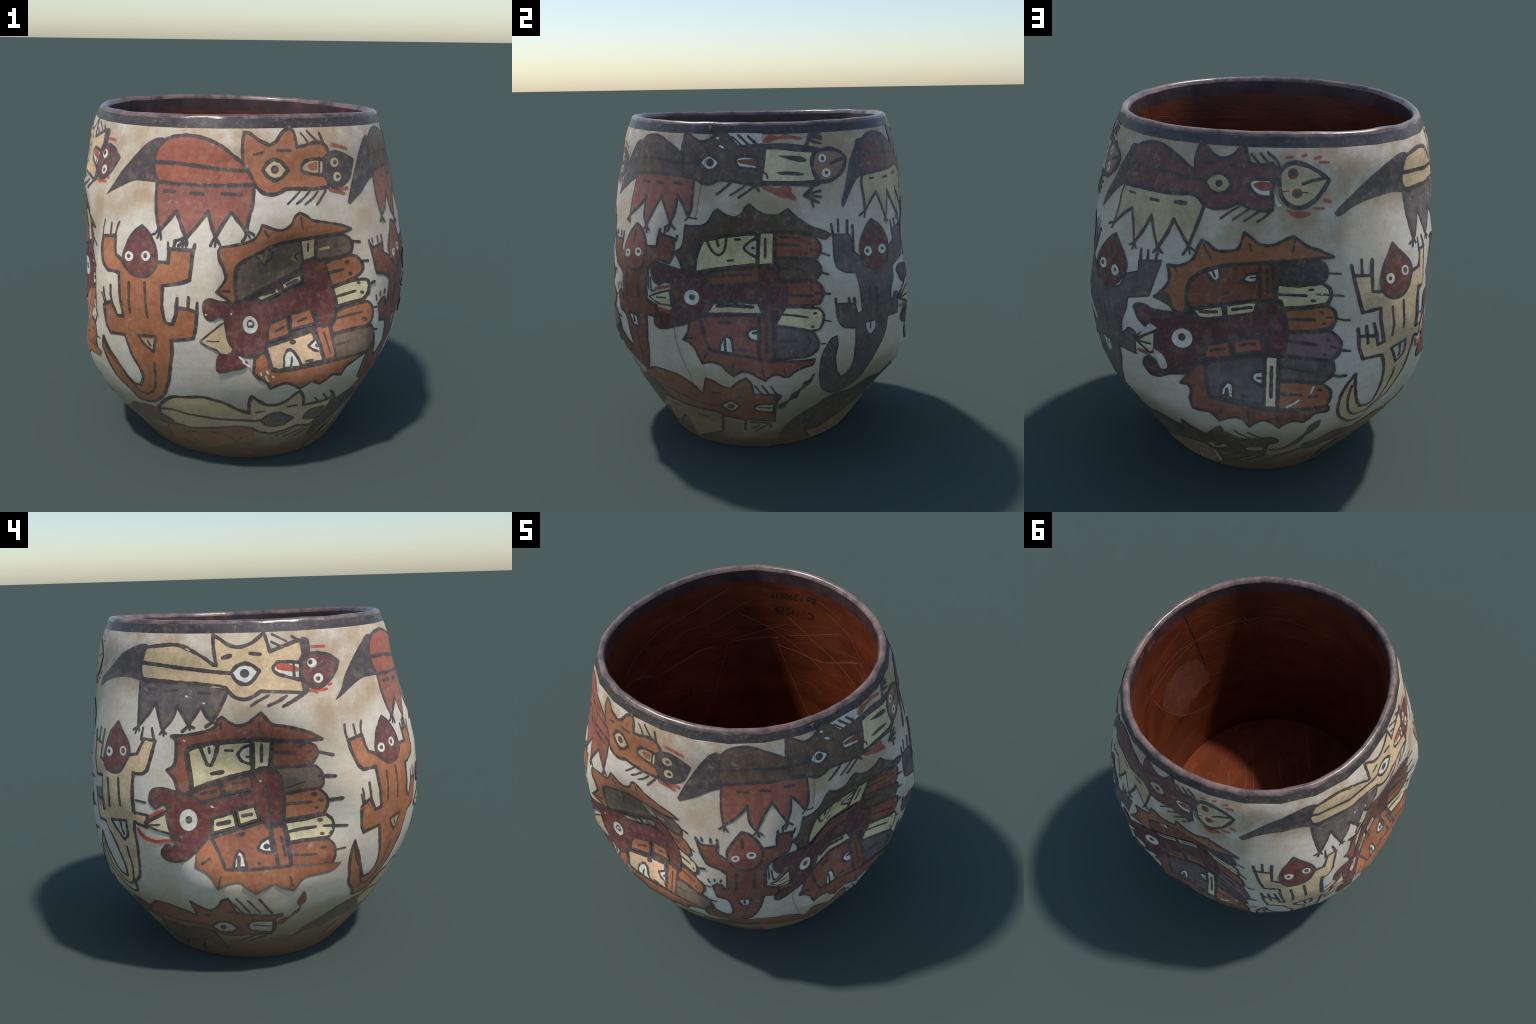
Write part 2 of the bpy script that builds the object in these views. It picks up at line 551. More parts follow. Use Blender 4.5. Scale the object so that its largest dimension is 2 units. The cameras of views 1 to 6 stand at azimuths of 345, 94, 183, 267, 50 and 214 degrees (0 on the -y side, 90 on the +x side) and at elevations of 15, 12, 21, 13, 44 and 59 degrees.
def clean(poly):
    out = []
    for q in poly:
        if not out or math.hypot(q[0] - out[-1][0], q[1] - out[-1][1]) > 0.04:
            out.append(q)
    while len(out) > 3 and math.hypot(out[0][0] - out[-1][0], out[0][1] - out[-1][1]) < 0.04:
        out.pop()
    return out


def lay(polys):
    """Union of 2D polygons, cut along the lattice lines of the wall so that it can
    follow the facets; returns 2D vertices and triangles."""
    verts, faces, edges = [], [], []
    for poly in polys:
        if len(poly) < 3:
            continue
        if sum(a[0] * b[1] - b[0] * a[1] for a, b in zip(poly, poly[1:] + poly[:1])) < 0:
            poly = poly[::-1]          # the triangulation wants counter-clockwise rings
        faces.append(list(range(len(verts), len(verts) + len(poly))))
        verts += [Vector((x, y)) for x, y in poly]
    x0, x1 = min(v.x for v in verts), max(v.x for v in verts)
    y0, y1 = min(v.y for v in verts), max(v.y for v in verts)
    dx = 360.0 / SEGMENTS * CM_PER_DEG
    k = math.floor((x0 - COLUMN_START * CM_PER_DEG) / dx)
    while COLUMN_START * CM_PER_DEG + k * dx < x1:
        x = COLUMN_START * CM_PER_DEG + k * dx
        if x > x0:
            edges.append((len(verts), len(verts) + 1))
            verts += [Vector((x, y0 - 1)), Vector((x, y1 + 1))]
        k += 1
    for t in OUTER_T:
        za, zb = t * rim_top((x0 - 1) / CM_PER_DEG) * 100, t * rim_top((x1 + 1) / CM_PER_DEG) * 100
        if max(za, zb) > y0 and min(za, zb) < y1:
            edges.append((len(verts), len(verts) + 1))
            verts += [Vector((x0 - 1, za)), Vector((x1 + 1, zb))]
    res = delaunay_2d_cdt(verts, edges, faces, 0, 1e-4)
    vo, fo, orig = res[0], res[2], res[5]
    return vo, [f for f, o in zip(fo, orig) if o]


def disc(c, r, n=10):
    return [(c[0] + r * math.cos(2 * math.pi * i / n), c[1] + r * math.sin(2 * math.pi * i / n)) for i in range(n)]


def ribbon(points, width, closed, seed):
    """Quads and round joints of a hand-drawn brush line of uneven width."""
    s, corners = curve(points, closed)
    n = len(s)
    polys = []
    w = [0.5 * width * (1.0 + 0.32 * noise.noise(Vector((q[0] * 0.35, q[1] * 0.35, seed * 1.7)))) for q in s]
    last = n if closed else n - 1

    def direction(i, j):
        d = (s[j % n][0] - s[i % n][0], s[j % n][1] - s[i % n][1])
        m = math.hypot(*d) or 1.0
        return d[0] / m, d[1] / m

    def side(i, seg):
        """normal at sample i as seen from segment seg (seg, seg+1)"""
        d = direction(seg, seg + 1)
        other = seg - 1 if i == seg else seg + 1
        if i % n not in corners and (closed or 0 <= other < n - 1):
            e = direction(other % n, (other + 1) % n)
            if d[0] * e[0] + d[1] * e[1] > 0.6:
                d = (d[0] + e[0], d[1] + e[1])
                m = math.hypot(*d)
                d = (d[0] / m, d[1] / m)
            else:
                sharp.add(i % n)
        return -d[1], d[0]

    sharp = set(corners)
    for i in range(last):
        j = i + 1
        a, b = side(i, i), side(j, i)
        p, q = s[i], s[j % n]
        wi, wj = w[i], w[j % n]
        polys.append([(p[0] + a[0] * wi, p[1] + a[1] * wi), (p[0] - a[0] * wi, p[1] - a[1] * wi),
                      (q[0] - b[0] * wj, q[1] - b[1] * wj), (q[0] + b[0] * wj, q[1] + b[1] * wj)])
    for i in sharp:
        polys.append(disc(s[i], w[i]))
    if not closed:
        polys += [disc(s[0], w[0] * 0.96), disc(s[-1], w[-1] * 0.9)]
    return polys


class Layers:
    """Every mark lies just above the highest mark beneath it."""
    boxes = []

    @classmethod
    def lift(cls, pts):
        b = (min(p[0] for p in pts), min(p[1] for p in pts), max(p[0] for p in pts), max(p[1] for p in pts))
        level = 0
        for c, l in cls.boxes:
            for shift in (-360 * CM_PER_DEG, 0, 360 * CM_PER_DEG):
                if b[0] < c[2] + shift and b[2] > c[0] + shift and b[1] < c[3] and b[3] > c[1]:
                    level = max(level, l + 1)
        cls.boxes.append((b, level))
        return 0.0006 + 0.0001 * level


MARKS = []                         # motif name, list of (colour, vertices, normals, faces)


SURFACE = on_wall


def motif(name, surface=on_wall):
    global SURFACE
    SURFACE = surface
    Layers.boxes = Layers.boxes if surface is on_wall else []
    MARKS.append((name, []))


def ring_area(poly):
    return 0.5 * abs(sum(a[0] * b[1] - b[0] * a[1] for a, b in zip(poly, poly[1:] + poly[:1])))


def put(colour, polys):
    polys = [clean(p) for p in polys]
    wanted = sum(ring_area(p) for p in polys)
    for attempt in range(6):           # the union must not swallow what a line encloses
        v2, faces = lay(polys)
        got = sum(ring_area([tuple(v2[i]) for i in f]) for f in faces)
        if got < 1.06 * wanted + 0.05 and (len(polys) > 1 or got > 0.9 * wanted):
            break
        jig = random.Random(attempt)
        polys = [[(x + jig.uniform(-0.03, 0.03), y + jig.uniform(-0.03, 0.03)) for x, y in p] for p in polys]
    used = sorted({i for f in faces for i in f})
    if not used:
        return
    remap = {i: k for k, i in enumerate(used)}
    lift = Layers.lift([v2[i] for i in used])
    verts, normals = [], []
    for i in used:
        p, n = SURFACE(v2[i].x / CM_PER_DEG, v2[i].y, lift)
        verts.append(p)
        normals.append(n)
    MARKS[-1][1].append((colour, verts, normals, [tuple(remap[i] for i in f) for f in faces]))


def area(colour, points, edge=None):
    put(colour, [curve(points, True)[0]])
    if edge:
        line(edge, points, closed=True)


def line(width, points, closed=False, colour="outline"):
    put(colour, ribbon(points, width, closed, len(Layers.boxes)))



# -------------------------------------------------------------- painted motifs
# Each motif is a list of brush marks.  area(colour, outline points) lays down a flat of
# slip colour, line(width in cm, points) draws a brush line; a third value 1 marks a corner.

motif("painted_fox")  # tan fox
area("charcoal", [(-157.0,163.9,1), (-155.1,167.2), (-151.1,171.6), (-146.3,176.9), (-140.5,182.4), (-135.3,185.6),
         (-131.4,187.3), (-128.9,187.2), (-127.9,185.7,1), (-129.4,183.2), (-129.8,179.5), (-129.2,174.8),
         (-127.5,169.8,1), (-129.5,167.6,1), (-133.6,169.1), (-137.9,169.7), (-142.9,169.1), (-147.0,167.8),
         (-151.3,165.7), (-154.5,162.9), (-156.3,162.2)])
area("tan", [(-129.0,185.7,1), (-125.1,186.3), (-119.2,187.0), (-115.3,186.4), (-111.4,183.7), (-107.7,180.4),
         (-104.4,176.8), (-103.4,176.5,1), (-104.1,183.0), (-104.8,191.5,1), (-102.4,189.6), (-99.3,186.5),
         (-95.7,185.3), (-91.9,186.7), (-88.8,189.7), (-86.9,192.0,1), (-86.1,188.0), (-85.2,182.6,1), (-81.7,184.2),
         (-75.1,187.3,1), (-72.2,187.6,1), (-73.2,181.2), (-74.7,177.5,1), (-74.7,167.7,1), (-74.5,161.3,1),
         (-79.3,162.0), (-84.6,162.7), (-88.9,163.2,1), (-91.8,160.4), (-94.6,159.4), (-97.4,160.6), (-99.5,163.6,1),
         (-100.2,165.3,1), (-105.9,166.8), (-113.3,167.9), (-121.0,168.5), (-129.9,169.4,1), (-131.0,172.7),
         (-131.0,177.2), (-130.0,181.8)], edge=1.92)
line(2.01, [(-131.0,177.8), (-124.8,177.0), (-118.2,175.8), (-111.4,174.7), (-105.9,173.6), (-98.7,172.5)])
area("grey", [(-130.8,168.2,1), (-123.1,168.4), (-113.2,167.6), (-105.9,166.5), (-99.7,164.4,1), (-100.6,160.2),
         (-102.3,154.8), (-104.7,148.4,1), (-106.3,150.7), (-108.1,156.1,1), (-109.7,152.4), (-112.0,146.5,1),
         (-113.4,150.8), (-116.1,156.6,1), (-117.0,150.7), (-120.3,144.0,1), (-121.8,149.3), (-123.8,157.8,1),
         (-125.7,152.2), (-129.1,145.0,1), (-129.8,152.3), (-130.6,160.5)], edge=1.65)
area("lemon", [(-105.5,165.7,1), (-100.6,165.1,1), (-104.1,166.1,1)])
line(1.45, [(-127.1,164.4,1), (-124.1,164.5,1)])
line(1.31, [(-120.5,163.4,1), (-116.3,164.3,1)])
line(1.29, [(-109.2,162.9,1), (-105.1,162.6,1)])
line(0.83, [(-113.2,161.4), (-112.8,161.0)], colour="chip")
line(0.82, [(-107.5,157.8), (-107.1,157.6)], colour="chip")
line(2.00, [(-101.2,180.2,1), (-98.6,181.2,1)])
line(1.77, [(-92.0,182.0,1), (-88.5,181.4,1)])
area("white", [(-98.5,172.8,1), (-96.5,175.9), (-93.8,177.2,1), (-91.4,176.0), (-89.1,173.1,1), (-90.8,169.5),
         (-92.7,167.1), (-94.8,167.0), (-97.0,168.9)], edge=2.00)
area("charcoal", [(-92.4,172.1), (-92.9,170.6), (-94.1,170.0), (-95.2,170.7), (-95.6,172.3), (-95.1,173.8),
         (-94.0,174.4), (-92.9,173.7)])
area("white", [(-84.4,174.5), (-82.8,177.0,1), (-79.0,177.0), (-74.8,176.4,1), (-75.4,167.8,1), (-79.5,169.5),
         (-82.7,171.1,1), (-84.1,172.8)], edge=1.78)
area("bloodbright", [(-83.3,174.9), (-82.1,176.5), (-78.3,175.6), (-75.4,173.8,1), (-75.9,171.9), (-80.0,172.5),
         (-83.0,173.5)])
line(1.66, [(-77.1,176.6,1), (-77.4,169.0,1)])
area("charcoal", [(-74.3,186.7,1), (-73.7,188.5), (-72.0,188.9), (-70.5,187.5), (-70.5,181.5,1), (-72.9,179.5,1),
         (-73.9,180.1)])
area("charcoal", [(-74.6,166.1,1), (-72.4,164.3,1), (-72.9,161.6), (-74.2,160.2,1), (-74.7,162.3)])
line(1.55, [(-76.7,189.5), (-74.6,187.5)])
line(1.18, [(-84.4,187.3,1), (-81.3,185.0,1)])
line(1.19, [(-84.0,191.1,1), (-78.9,187.3,1)])
line(1.52, [(-86.5,161.0), (-90.1,158.2), (-92.2,156.1)])
line(1.64, [(-80.5,160.3), (-83.1,158.1), (-86.7,155.9)])
line(2.00, [(-74.9,160.8), (-78.5,157.7), (-81.9,155.1)])
line(1.45, [(-69.8,183.9), (-64.7,183.7)], colour="bloodbright")
line(1.44, [(-72.3,162.1), (-66.1,162.2)], colour="bloodbright")
line(1.43, [(-71.0,161.7), (-69.9,161.0)], colour="bloodbright")
line(1.45, [(-65.2,164.3), (-64.2,164.7)], colour="bloodbright")
line(1.35, [(-129.1,145.0), (-131.1,143.4)])
line(1.34, [(-129.1,145.0), (-129.9,141.9)])
line(1.09, [(-128.8,145.1), (-128.3,143.2)])
line(1.43, [(-120.3,144.0), (-121.1,142.0)])
line(1.19, [(-120.2,144.0), (-119.8,141.3)])
line(1.19, [(-120.3,144.0), (-119.0,142.4)])
line(1.65, [(-112.0,146.5), (-113.8,143.7)])
line(1.06, [(-112.0,146.2), (-111.5,144.2)])
line(1.53, [(-112.0,146.5), (-110.3,145.3)])
line(1.76, [(-104.7,148.1), (-106.8,145.7)])
line(1.06, [(-104.6,148.1), (-103.8,147.2)])

motif("painted_fox")  # cream running fox
area("redbrown", [(-74.0,25.0), (-59.6,36.0), (-51.6,39.8), (-46.6,39.9,1), (-45.4,35.8), (-48.0,27.4,1),
         (-58.8,21.9), (-66.6,20.9), (-71.3,21.9)])
area("tan", [(-45.6,40.0,1), (-41.2,46.7), (-36.8,51.3), (-31.6,52.4), (-26.6,53.6), (-22.8,52.6), (-19.0,50.5),
         (-14.3,45.4), (-10.2,42.6,1), (-10.4,50.4), (-9.8,55.4,1), (-7.3,51.8), (-4.2,48.0), (-0.1,46.6), (3.3,48.5),
         (5.8,52.5,1), (7.6,54.9,1), (10.4,48.5), (11.5,42.5,1), (17.3,42.6), (24.5,41.9,1), (24.8,46.0,1),
         (28.9,38.6), (26.1,36.7,1), (22.7,29.8), (19.4,24.2,1), (11.1,26.9), (5.9,25.1), (-0.3,23.9,1), (-5.6,27.0),
         (-8.3,30.4,1), (-14.3,31.7), (-23.7,29.9), (-33.2,27.0), (-39.6,27.7), (-47.2,27.8,1)], edge=2.04)
line(1.74, [(-44.7,39.4), (-38.9,40.5), (-32.7,38.9), (-24.7,38.1), (-16.4,37.3), (-5.5,36.5)])
area("grey", [(-5.5,36.5,1), (-2.1,40.0), (1.7,40.0), (8.7,34.1,1), (5.0,30.7), (0.9,30.3), (-3.3,32.4)], edge=1.78)
area("charcoal", [(3.3,33.9), (2.9,32.5), (1.4,32.4), (-0.2,33.5), (-1.0,35.3), (-0.6,36.6), (0.9,36.7), (2.5,35.6)])
area("grey", [(13.9,31.9,1), (14.1,36.1), (16.9,38.1), (24.0,36.5,1), (20.7,29.4,1)], edge=1.52)
line(1.40, [(16.2,34.5,1), (21.7,33.8,1)])
line(1.20, [(-7.7,43.2,1), (-4.2,43.0,1)])
line(1.35, [(4.6,43.8,1), (8.5,43.6,1)])
line(1.10, [(15.8,46.6,1), (18.5,42.2,1)])
line(1.11, [(18.8,48.4,1), (23.3,42.5,1)])
line(1.68, [(22.5,48.8), (27.1,42.2), (26.5,37.4), (23.7,27.4), (18.5,24.6)])
line(1.11, [(-0.3,23.9), (11.2,26.4), (19.2,24.7)])
line(0.98, [(2.8,21.6), (11.6,24.8)])
line(0.99, [(7.1,19.7), (16.6,22.7)])
line(1.00, [(12.7,17.4), (19.2,21.4)])
area("orange", [(-47.1,25.6,1), (-39.9,27.0), (-33.4,26.4), (-23.7,29.4), (-14.3,31.5), (-8.7,30.0,1), (-6.8,23.0),
         (-10.0,17.6), (-17.0,16.0), (-21.1,14.0), (-28.0,9.5), (-34.6,10.2), (-41.1,11.7), (-49.4,10.3),
         (-51.3,14.8)])
line(1.17, [(-46.7,26.4,1), (-52.0,11.3,1)])
line(1.30, [(-36.1,17.3), (-34.8,9.5)])
line(0.98, [(-17.3,21.7), (-14.8,17.4)])
line(0.97, [(-14.8,16.8), (-12.2,22.1)])
line(1.51, [(-25.2,25.2), (-22.6,25.4)], colour="charcoal")
line(1.53, [(-37.4,22.5), (-33.0,23.7)], colour="charcoal")
area("darkbrown", [(-79.3,12.2,1), (-77.1,18.4), (-72.8,22.9), (-66.8,27.4), (-62.7,34.6), (-56.7,38.2),
         (-46.8,35.9,1), (-41.4,31.2,1), (-42.7,26.1), (-51.0,24.5), (-60.3,23.9), (-66.9,22.3), (-72.1,20.5),
         (-75.2,14.8)])

motif("painted_fox")  # rust running fox
area("rust", [(40.3,47.1,1), (49.5,52.4), (54.9,52.9), (60.6,52.2), (65.3,49.1), (69.2,45.4), (71.6,40.3,1),
         (73.3,47.2), (74.4,52.4,1), (77.0,51.0), (80.2,47.8), (83.6,46.6,1), (86.3,50.4), (89.7,53.7,1), (91.6,50.0),
         (92.4,43.5,1), (96.9,43.2), (100.6,43.4,1), (102.8,41.7), (101.7,37.5,1), (101.2,29.5), (101.4,22.4,1),
         (93.2,23.5), (83.4,24.6), (78.2,25.4,1), (75.6,28.4), (67.4,28.1), (57.4,28.6), (47.9,30.3), (40.5,32.1),
         (33.7,34.8,1)], edge=1.36)
line(1.00, [(36.4,42.3), (47.5,38.8), (57.5,36.9), (66.5,33.4), (78.4,32.7)])
line(1.22, [(25.7,41.7), (26.8,34.9), (29.9,24.8), (36.6,18.5), (26.6,1.9), (36.0,0.1)])
area("tan", [(78.3,33.5,1), (80.8,36.2), (83.8,37.6), (86.7,34.1,1), (84.0,30.7), (81.6,30.2)], edge=1.38)
area("charcoal", [(84.5,34.0), (83.9,32.5), (82.6,31.8), (81.5,32.1), (81.2,33.4), (81.8,34.9), (83.1,35.7),
         (84.1,35.3)])
area("tan", [(93.0,34.5,1), (95.7,35.8), (100.5,36.3,1), (100.5,29.6,1), (94.8,30.5), (92.5,31.9)], edge=1.39)
line(0.97, [(93.9,33.5,1), (100.2,33.1,1)])
line(1.09, [(92.9,49.0), (95.7,43.6)])
line(1.22, [(95.7,49.1), (98.4,43.5)])
line(1.09, [(98.9,48.8), (101.0,43.4)])
line(1.51, [(76.0,42.6), (79.3,42.9)], colour="charcoal")
line(1.50, [(85.8,40.8), (88.9,40.6)], colour="charcoal")
area("charcoal", [(99.5,40.7), (101.0,43.4), (103.0,40.8), (101.7,37.5)])
line(1.42, [(100.5,36.7,1), (101.5,21.9,1)])
area("charcoal", [(101.8,32.6,1), (102.7,36.0), (104.4,36.7), (106.4,39.4), (106.9,42.7), (108.8,44.9), (110.2,47.9),
         (110.7,51.0), (112.5,53.0), (113.4,56.3,1), (114.3,56.4,1), (113.6,51.1), (112.2,48.2), (110.1,44.6),
         (109.5,39.6), (106.6,37.5), (105.2,32.5), (103.0,31.5)])
area("ochre", [(34.9,34.1,1), (39.9,31.5), (47.5,29.7), (57.2,28.1), (67.2,27.6), (75.5,27.9), (78.2,25.4,1),
         (75.3,12.1,1), (54.6,1.1,1), (53.5,9.7), (52.7,17.6,1), (42.1,8.1,1), (34.3,8.7), (40.7,20.3,1),
         (24.5,10.5,1), (31.0,22.0)], edge=1.06)
line(1.20, [(37.8,29.7,1), (40.3,26.6,1)])
line(1.18, [(46.4,24.5,1), (52.4,24.9,1)])
line(1.44, [(63.5,22.2,1), (69.5,22.5,1)])
line(1.74, [(77.6,23.5,1), (75.6,12.1,1)])
line(1.72, [(88.3,22.9,1), (87.6,15.1,1)])
line(1.13, [(90.2,21.6), (99.2,20.9)])
line(1.14, [(91.0,16.1), (94.7,18.8)])
line(1.13, [(93.0,14.3), (99.0,20.4)])
area("charcoal", [(99.2,21.3,1), (100.4,17.4), (99.1,15.8,1)])
area("charcoal", [(21.9,14.5,1), (21.6,23.9), (24.1,33.0), (28.5,39.3), (33.8,42.3), (38.3,42.7,1), (49.3,34.1,1),
         (45.4,30.0), (39.8,24.6), (34.2,19.8), (28.1,16.6)])

motif("painted_fox")  # brown running fox
area("charcoal", [(104.8,9.2,1), (107.0,16.2), (110.0,22.0), (114.5,27.2), (119.7,30.8), (122.0,34.3), (127.7,37.4),
         (135.7,36.3,1), (140.4,40.1), (147.3,41.7), (155.2,39.3,1), (163.3,31.8), (164.3,23.9), (155.3,20.7),
         (142.3,21.0), (132.9,19.9), (123.9,19.1), (117.7,15.9), (109.9,11.8)])
area("tan", [(136.9,19.9,1), (146.6,21.5), (164.5,21.2,1), (164.6,16.3), (164.3,4.8), (151.1,0.0,1), (134.7,0.0,1),
         (137.7,9.4)], edge=1.11)
line(1.20, [(139.9,16.7,1), (142.6,18.1,1)])
line(1.23, [(149.0,17.7,1), (154.4,18.1,1)])
line(1.38, [(145.5,0.1,1), (148.4,9.2,1)])
line(0.90, [(163.3,31.8), (156.9,44.3)])

motif("painted_fox")  # dusky running fox
area("darkbrown", [(123.3,26.7,1), (137.3,36.7), (142.3,36.2), (146.8,33.8), (150.8,31.9), (153.2,31.8,1),
         (156.0,41.7), (157.2,47.0,1), (159.9,44.3), (162.5,41.0), (165.8,40.4,1), (169.1,46.7), (171.0,48.5,1),
         (172.7,43.1), (174.6,38.1,1), (179.8,39.6), (184.4,40.6,1), (187.8,41.2), (190.0,37.7), (189.0,34.5),
         (187.0,33.9,1), (186.3,29.6), (186.0,19.0,1), (180.4,19.2), (174.0,20.0), (167.6,18.8), (163.6,18.2,1),
         (161.6,21.4), (157.7,23.5), (147.6,20.5), (131.1,11.7), (119.5,10.7)], edge=0.77)
area("tan", [(161.5,25.8,1), (167.3,29.9), (169.9,28.8), (172.3,27.3,1), (167.5,23.5), (163.0,22.4)], edge=1.07)
area("charcoal", [(169.0,28.9), (168.1,26.8), (166.5,25.1), (165.2,24.8), (165.0,25.9), (166.0,28.1), (167.5,29.9),
         (168.7,30.2)])
area("tan", [(177.8,28.3,1), (179.9,30.4), (185.2,30.3,1), (184.9,25.8,1), (179.7,25.8)], edge=1.06)
line(0.67, [(179.3,28.0,1), (184.6,28.1,1)])
line(0.91, [(172.9,44.9), (175.9,39.2)])
line(0.90, [(175.5,46.4), (180.2,40.3)])
line(0.90, [(179.6,46.1), (183.2,41.2)])
line(0.98, [(173.9,19.3), (167.0,13.0)])
line(0.98, [(179.4,18.3), (171.3,11.2)])
line(0.97, [(-176.2,18.3), (-182.5,12.8)])
area("ochre", [(119.3,9.5,1), (129.4,9.8), (147.0,19.5), (157.4,22.7), (161.9,20.3,1), (161.6,10.8), (161.7,0.0,1),
         (153.1,1.0), (150.5,7.7,1), (148.6,0.1,1), (140.8,0.0), (137.1,4.1,1), (134.7,0.0,1), (127.0,0.0)],
         edge=0.87)
line(1.01, [(128.9,10.5,1), (136.3,14.3,1)])
line(1.13, [(141.3,14.6,1), (147.3,17.3,1)])
line(1.11, [(153.9,17.3,1), (158.0,17.4,1)])
area("darkbrown", [(-173.2,27.4,1), (-169.2,27.7), (-166.1,31.4), (-163.8,36.3), (-161.9,42.4), (-160.9,49.0),
         (-159.1,52.2), (-157.4,53.8,1), (-157.4,48.6), (-159.1,44.9), (-160.8,40.6), (-161.6,34.0), (-164.9,29.6),
         (-168.6,26.9), (-172.6,25.9)])

motif("painted_fox")  # rust tailed running fox
area("darkbrown", [(-172.1,13.2,1), (-168.9,20.1), (-163.9,23.2), (-158.8,26.7), (-155.3,32.7), (-150.6,38.2),
         (-144.3,37.9), (-136.8,34.2,1), (-135.4,35.9,1), (-132.9,27.4), (-134.8,22.9), (-141.7,23.5), (-150.0,26.0),
         (-156.3,25.2), (-161.2,22.1), (-167.2,18.2)])

motif("painted_fox")  # orange running fox
area("darkbrown", [(-160.2,31.1,1), (-149.4,34.5), (-140.9,36.9), (-139.9,35.4,1), (-146.4,28.6), (-153.5,23.3,1),
         (-159.4,24.3), (-159.8,28.2)])
area("rust", [(-138.9,36.8,1), (-132.4,42.7), (-127.8,43.5), (-123.9,42.2), (-119.7,40.4), (-116.1,38.6),
         (-114.9,38.6,1), (-115.3,44.1), (-115.7,48.6,1), (-113.3,46.1), (-111.2,44.3), (-108.9,43.1,1),
         (-106.2,45.9), (-104.0,50.5), (-102.0,52.0,1), (-100.8,48.5), (-99.7,42.6,1), (-97.5,41.6), (-92.2,40.3),
         (-86.1,40.0,1), (-83.0,39.8), (-83.3,38.3,1), (-85.2,37.0), (-85.1,29.6), (-86.4,24.4,1), (-94.7,24.5),
         (-101.6,23.7), (-107.3,23.5), (-110.6,25.9,1), (-115.0,27.6), (-123.2,25.6), (-131.6,25.7), (-140.5,25.6),
         (-147.8,27.0,1)], edge=1.37)
line(1.18, [(-144.1,29.3), (-132.6,31.5), (-125.2,30.9), (-117.6,31.6), (-110.2,31.1)])
area("slip", [(-110.8,30.3,1), (-106.9,34.6), (-102.7,34.4), (-99.9,30.3,1), (-103.4,26.9), (-107.6,26.6)], edge=1.53)
area("charcoal", [(-104.5,30.8), (-105.1,29.3), (-106.3,28.4), (-107.1,28.9), (-107.2,30.2), (-106.6,31.8),
         (-105.5,32.5), (-104.7,32.1)])
area("slip", [(-96.0,32.0,1), (-94.2,35.6), (-86.3,36.0,1), (-86.2,26.6,1), (-94.5,28.4)], edge=1.38)
line(1.02, [(-93.9,33.0,1), (-86.1,31.6,1)])
line(1.55, [(-85.2,37.9,1), (-86.1,25.5,1)])
line(1.24, [(-99.2,52.0), (-94.8,42.7)])
line(1.12, [(-95.3,50.6), (-91.0,42.2)])
line(1.37, [(-91.5,51.5), (-86.9,41.7)])
line(0.99, [(-100.1,48.5), (-97.4,42.3)])
line(1.37, [(-103.5,42.7), (-101.2,42.8)], colour="charcoal")
line(1.39, [(-112.5,39.2), (-110.3,39.3)], colour="charcoal")
area("redbrown", [(-84.5,32.5,1), (-83.9,35.9), (-81.6,37.1), (-80.0,37.5), (-79.0,40.5), (-77.3,43.8), (-78.4,47.9),
         (-77.6,51.3), (-76.4,55.4,1), (-75.4,52.2), (-75.3,47.7), (-76.7,45.1), (-76.7,41.3), (-78.1,39.4),
         (-79.9,36.6), (-81.3,34.0), (-82.8,32.0)])
area("darkbrown", [(-140.5,25.6,1), (-132.0,25.0), (-123.5,25.0), (-115.2,27.1), (-110.8,25.3,1), (-109.8,17.7),
         (-108.7,9.3,1), (-113.7,12.5), (-118.1,16.4,1), (-122.1,10.8), (-126.3,1.9,1), (-129.5,5.9), (-130.9,12.4,1),
         (-140.9,2.0,1), (-146.2,4.0), (-140.8,13.9,1), (-145.9,10.5,1), (-145.6,16.1)], edge=0.95)
line(0.92, [(-93.3,23.3), (-101.0,18.0)])
line(0.92, [(-88.7,22.7), (-96.5,17.5)])

motif("painted_fox")  # red fox
area("charcoal", [(-63.5,156.5), (-60.7,162.0), (-57.9,168.9), (-53.1,176.7), (-49.0,182.6), (-45.4,186.4),
         (-42.7,187.8), (-40.6,187.4), (-41.0,184.9), (-42.5,181.9), (-43.4,177.9), (-43.4,172.9), (-42.8,168.4),
         (-41.7,166.0), (-44.3,166.0), (-49.6,165.8), (-53.5,163.9), (-58.2,160.4), (-62.0,157.3)])
area("red", [(-43.3,180.7), (-42.2,183.4), (-39.9,186.9), (-36.6,188.8), (-32.4,189.6,1), (-29.2,189.3),
         (-25.9,188.3), (-22.4,186.6), (-19.2,183.9), (-16.5,180.7), (-13.1,176.8,1), (-11.0,172.8), (-9.3,168.9,1),
         (-9.3,166.5,1), (-16.4,166.3), (-23.7,165.9), (-31.2,166.0), (-38.3,166.2), (-40.9,166.7,1), (-42.7,169.5),
         (-43.5,174.0)], edge=1.81)
area("brick", [(-41.7,166.0,1), (-38.3,166.2), (-31.2,166.0), (-23.7,166.0), (-16.4,166.2), (-9.7,166.2,1),
         (-9.6,161.3), (-10.2,155.9), (-11.3,149.5), (-12.0,144.0,1), (-14.4,149.1), (-16.6,153.4,1), (-18.6,149.1),
         (-21.1,142.0,1), (-22.3,146.3), (-23.8,153.8,1), (-26.4,147.7), (-29.9,140.6,1), (-31.6,146.1),
         (-33.6,153.3,1), (-35.9,148.3), (-38.6,142.9,1), (-40.1,148.8), (-41.2,157.5)], edge=1.79)
line(2.05, [(-43.2,175.7), (-38.2,175.9), (-33.3,175.8), (-27.8,175.0), (-22.5,174.2), (-16.5,173.4), (-11.5,172.9),
         (-7.3,173.0)])
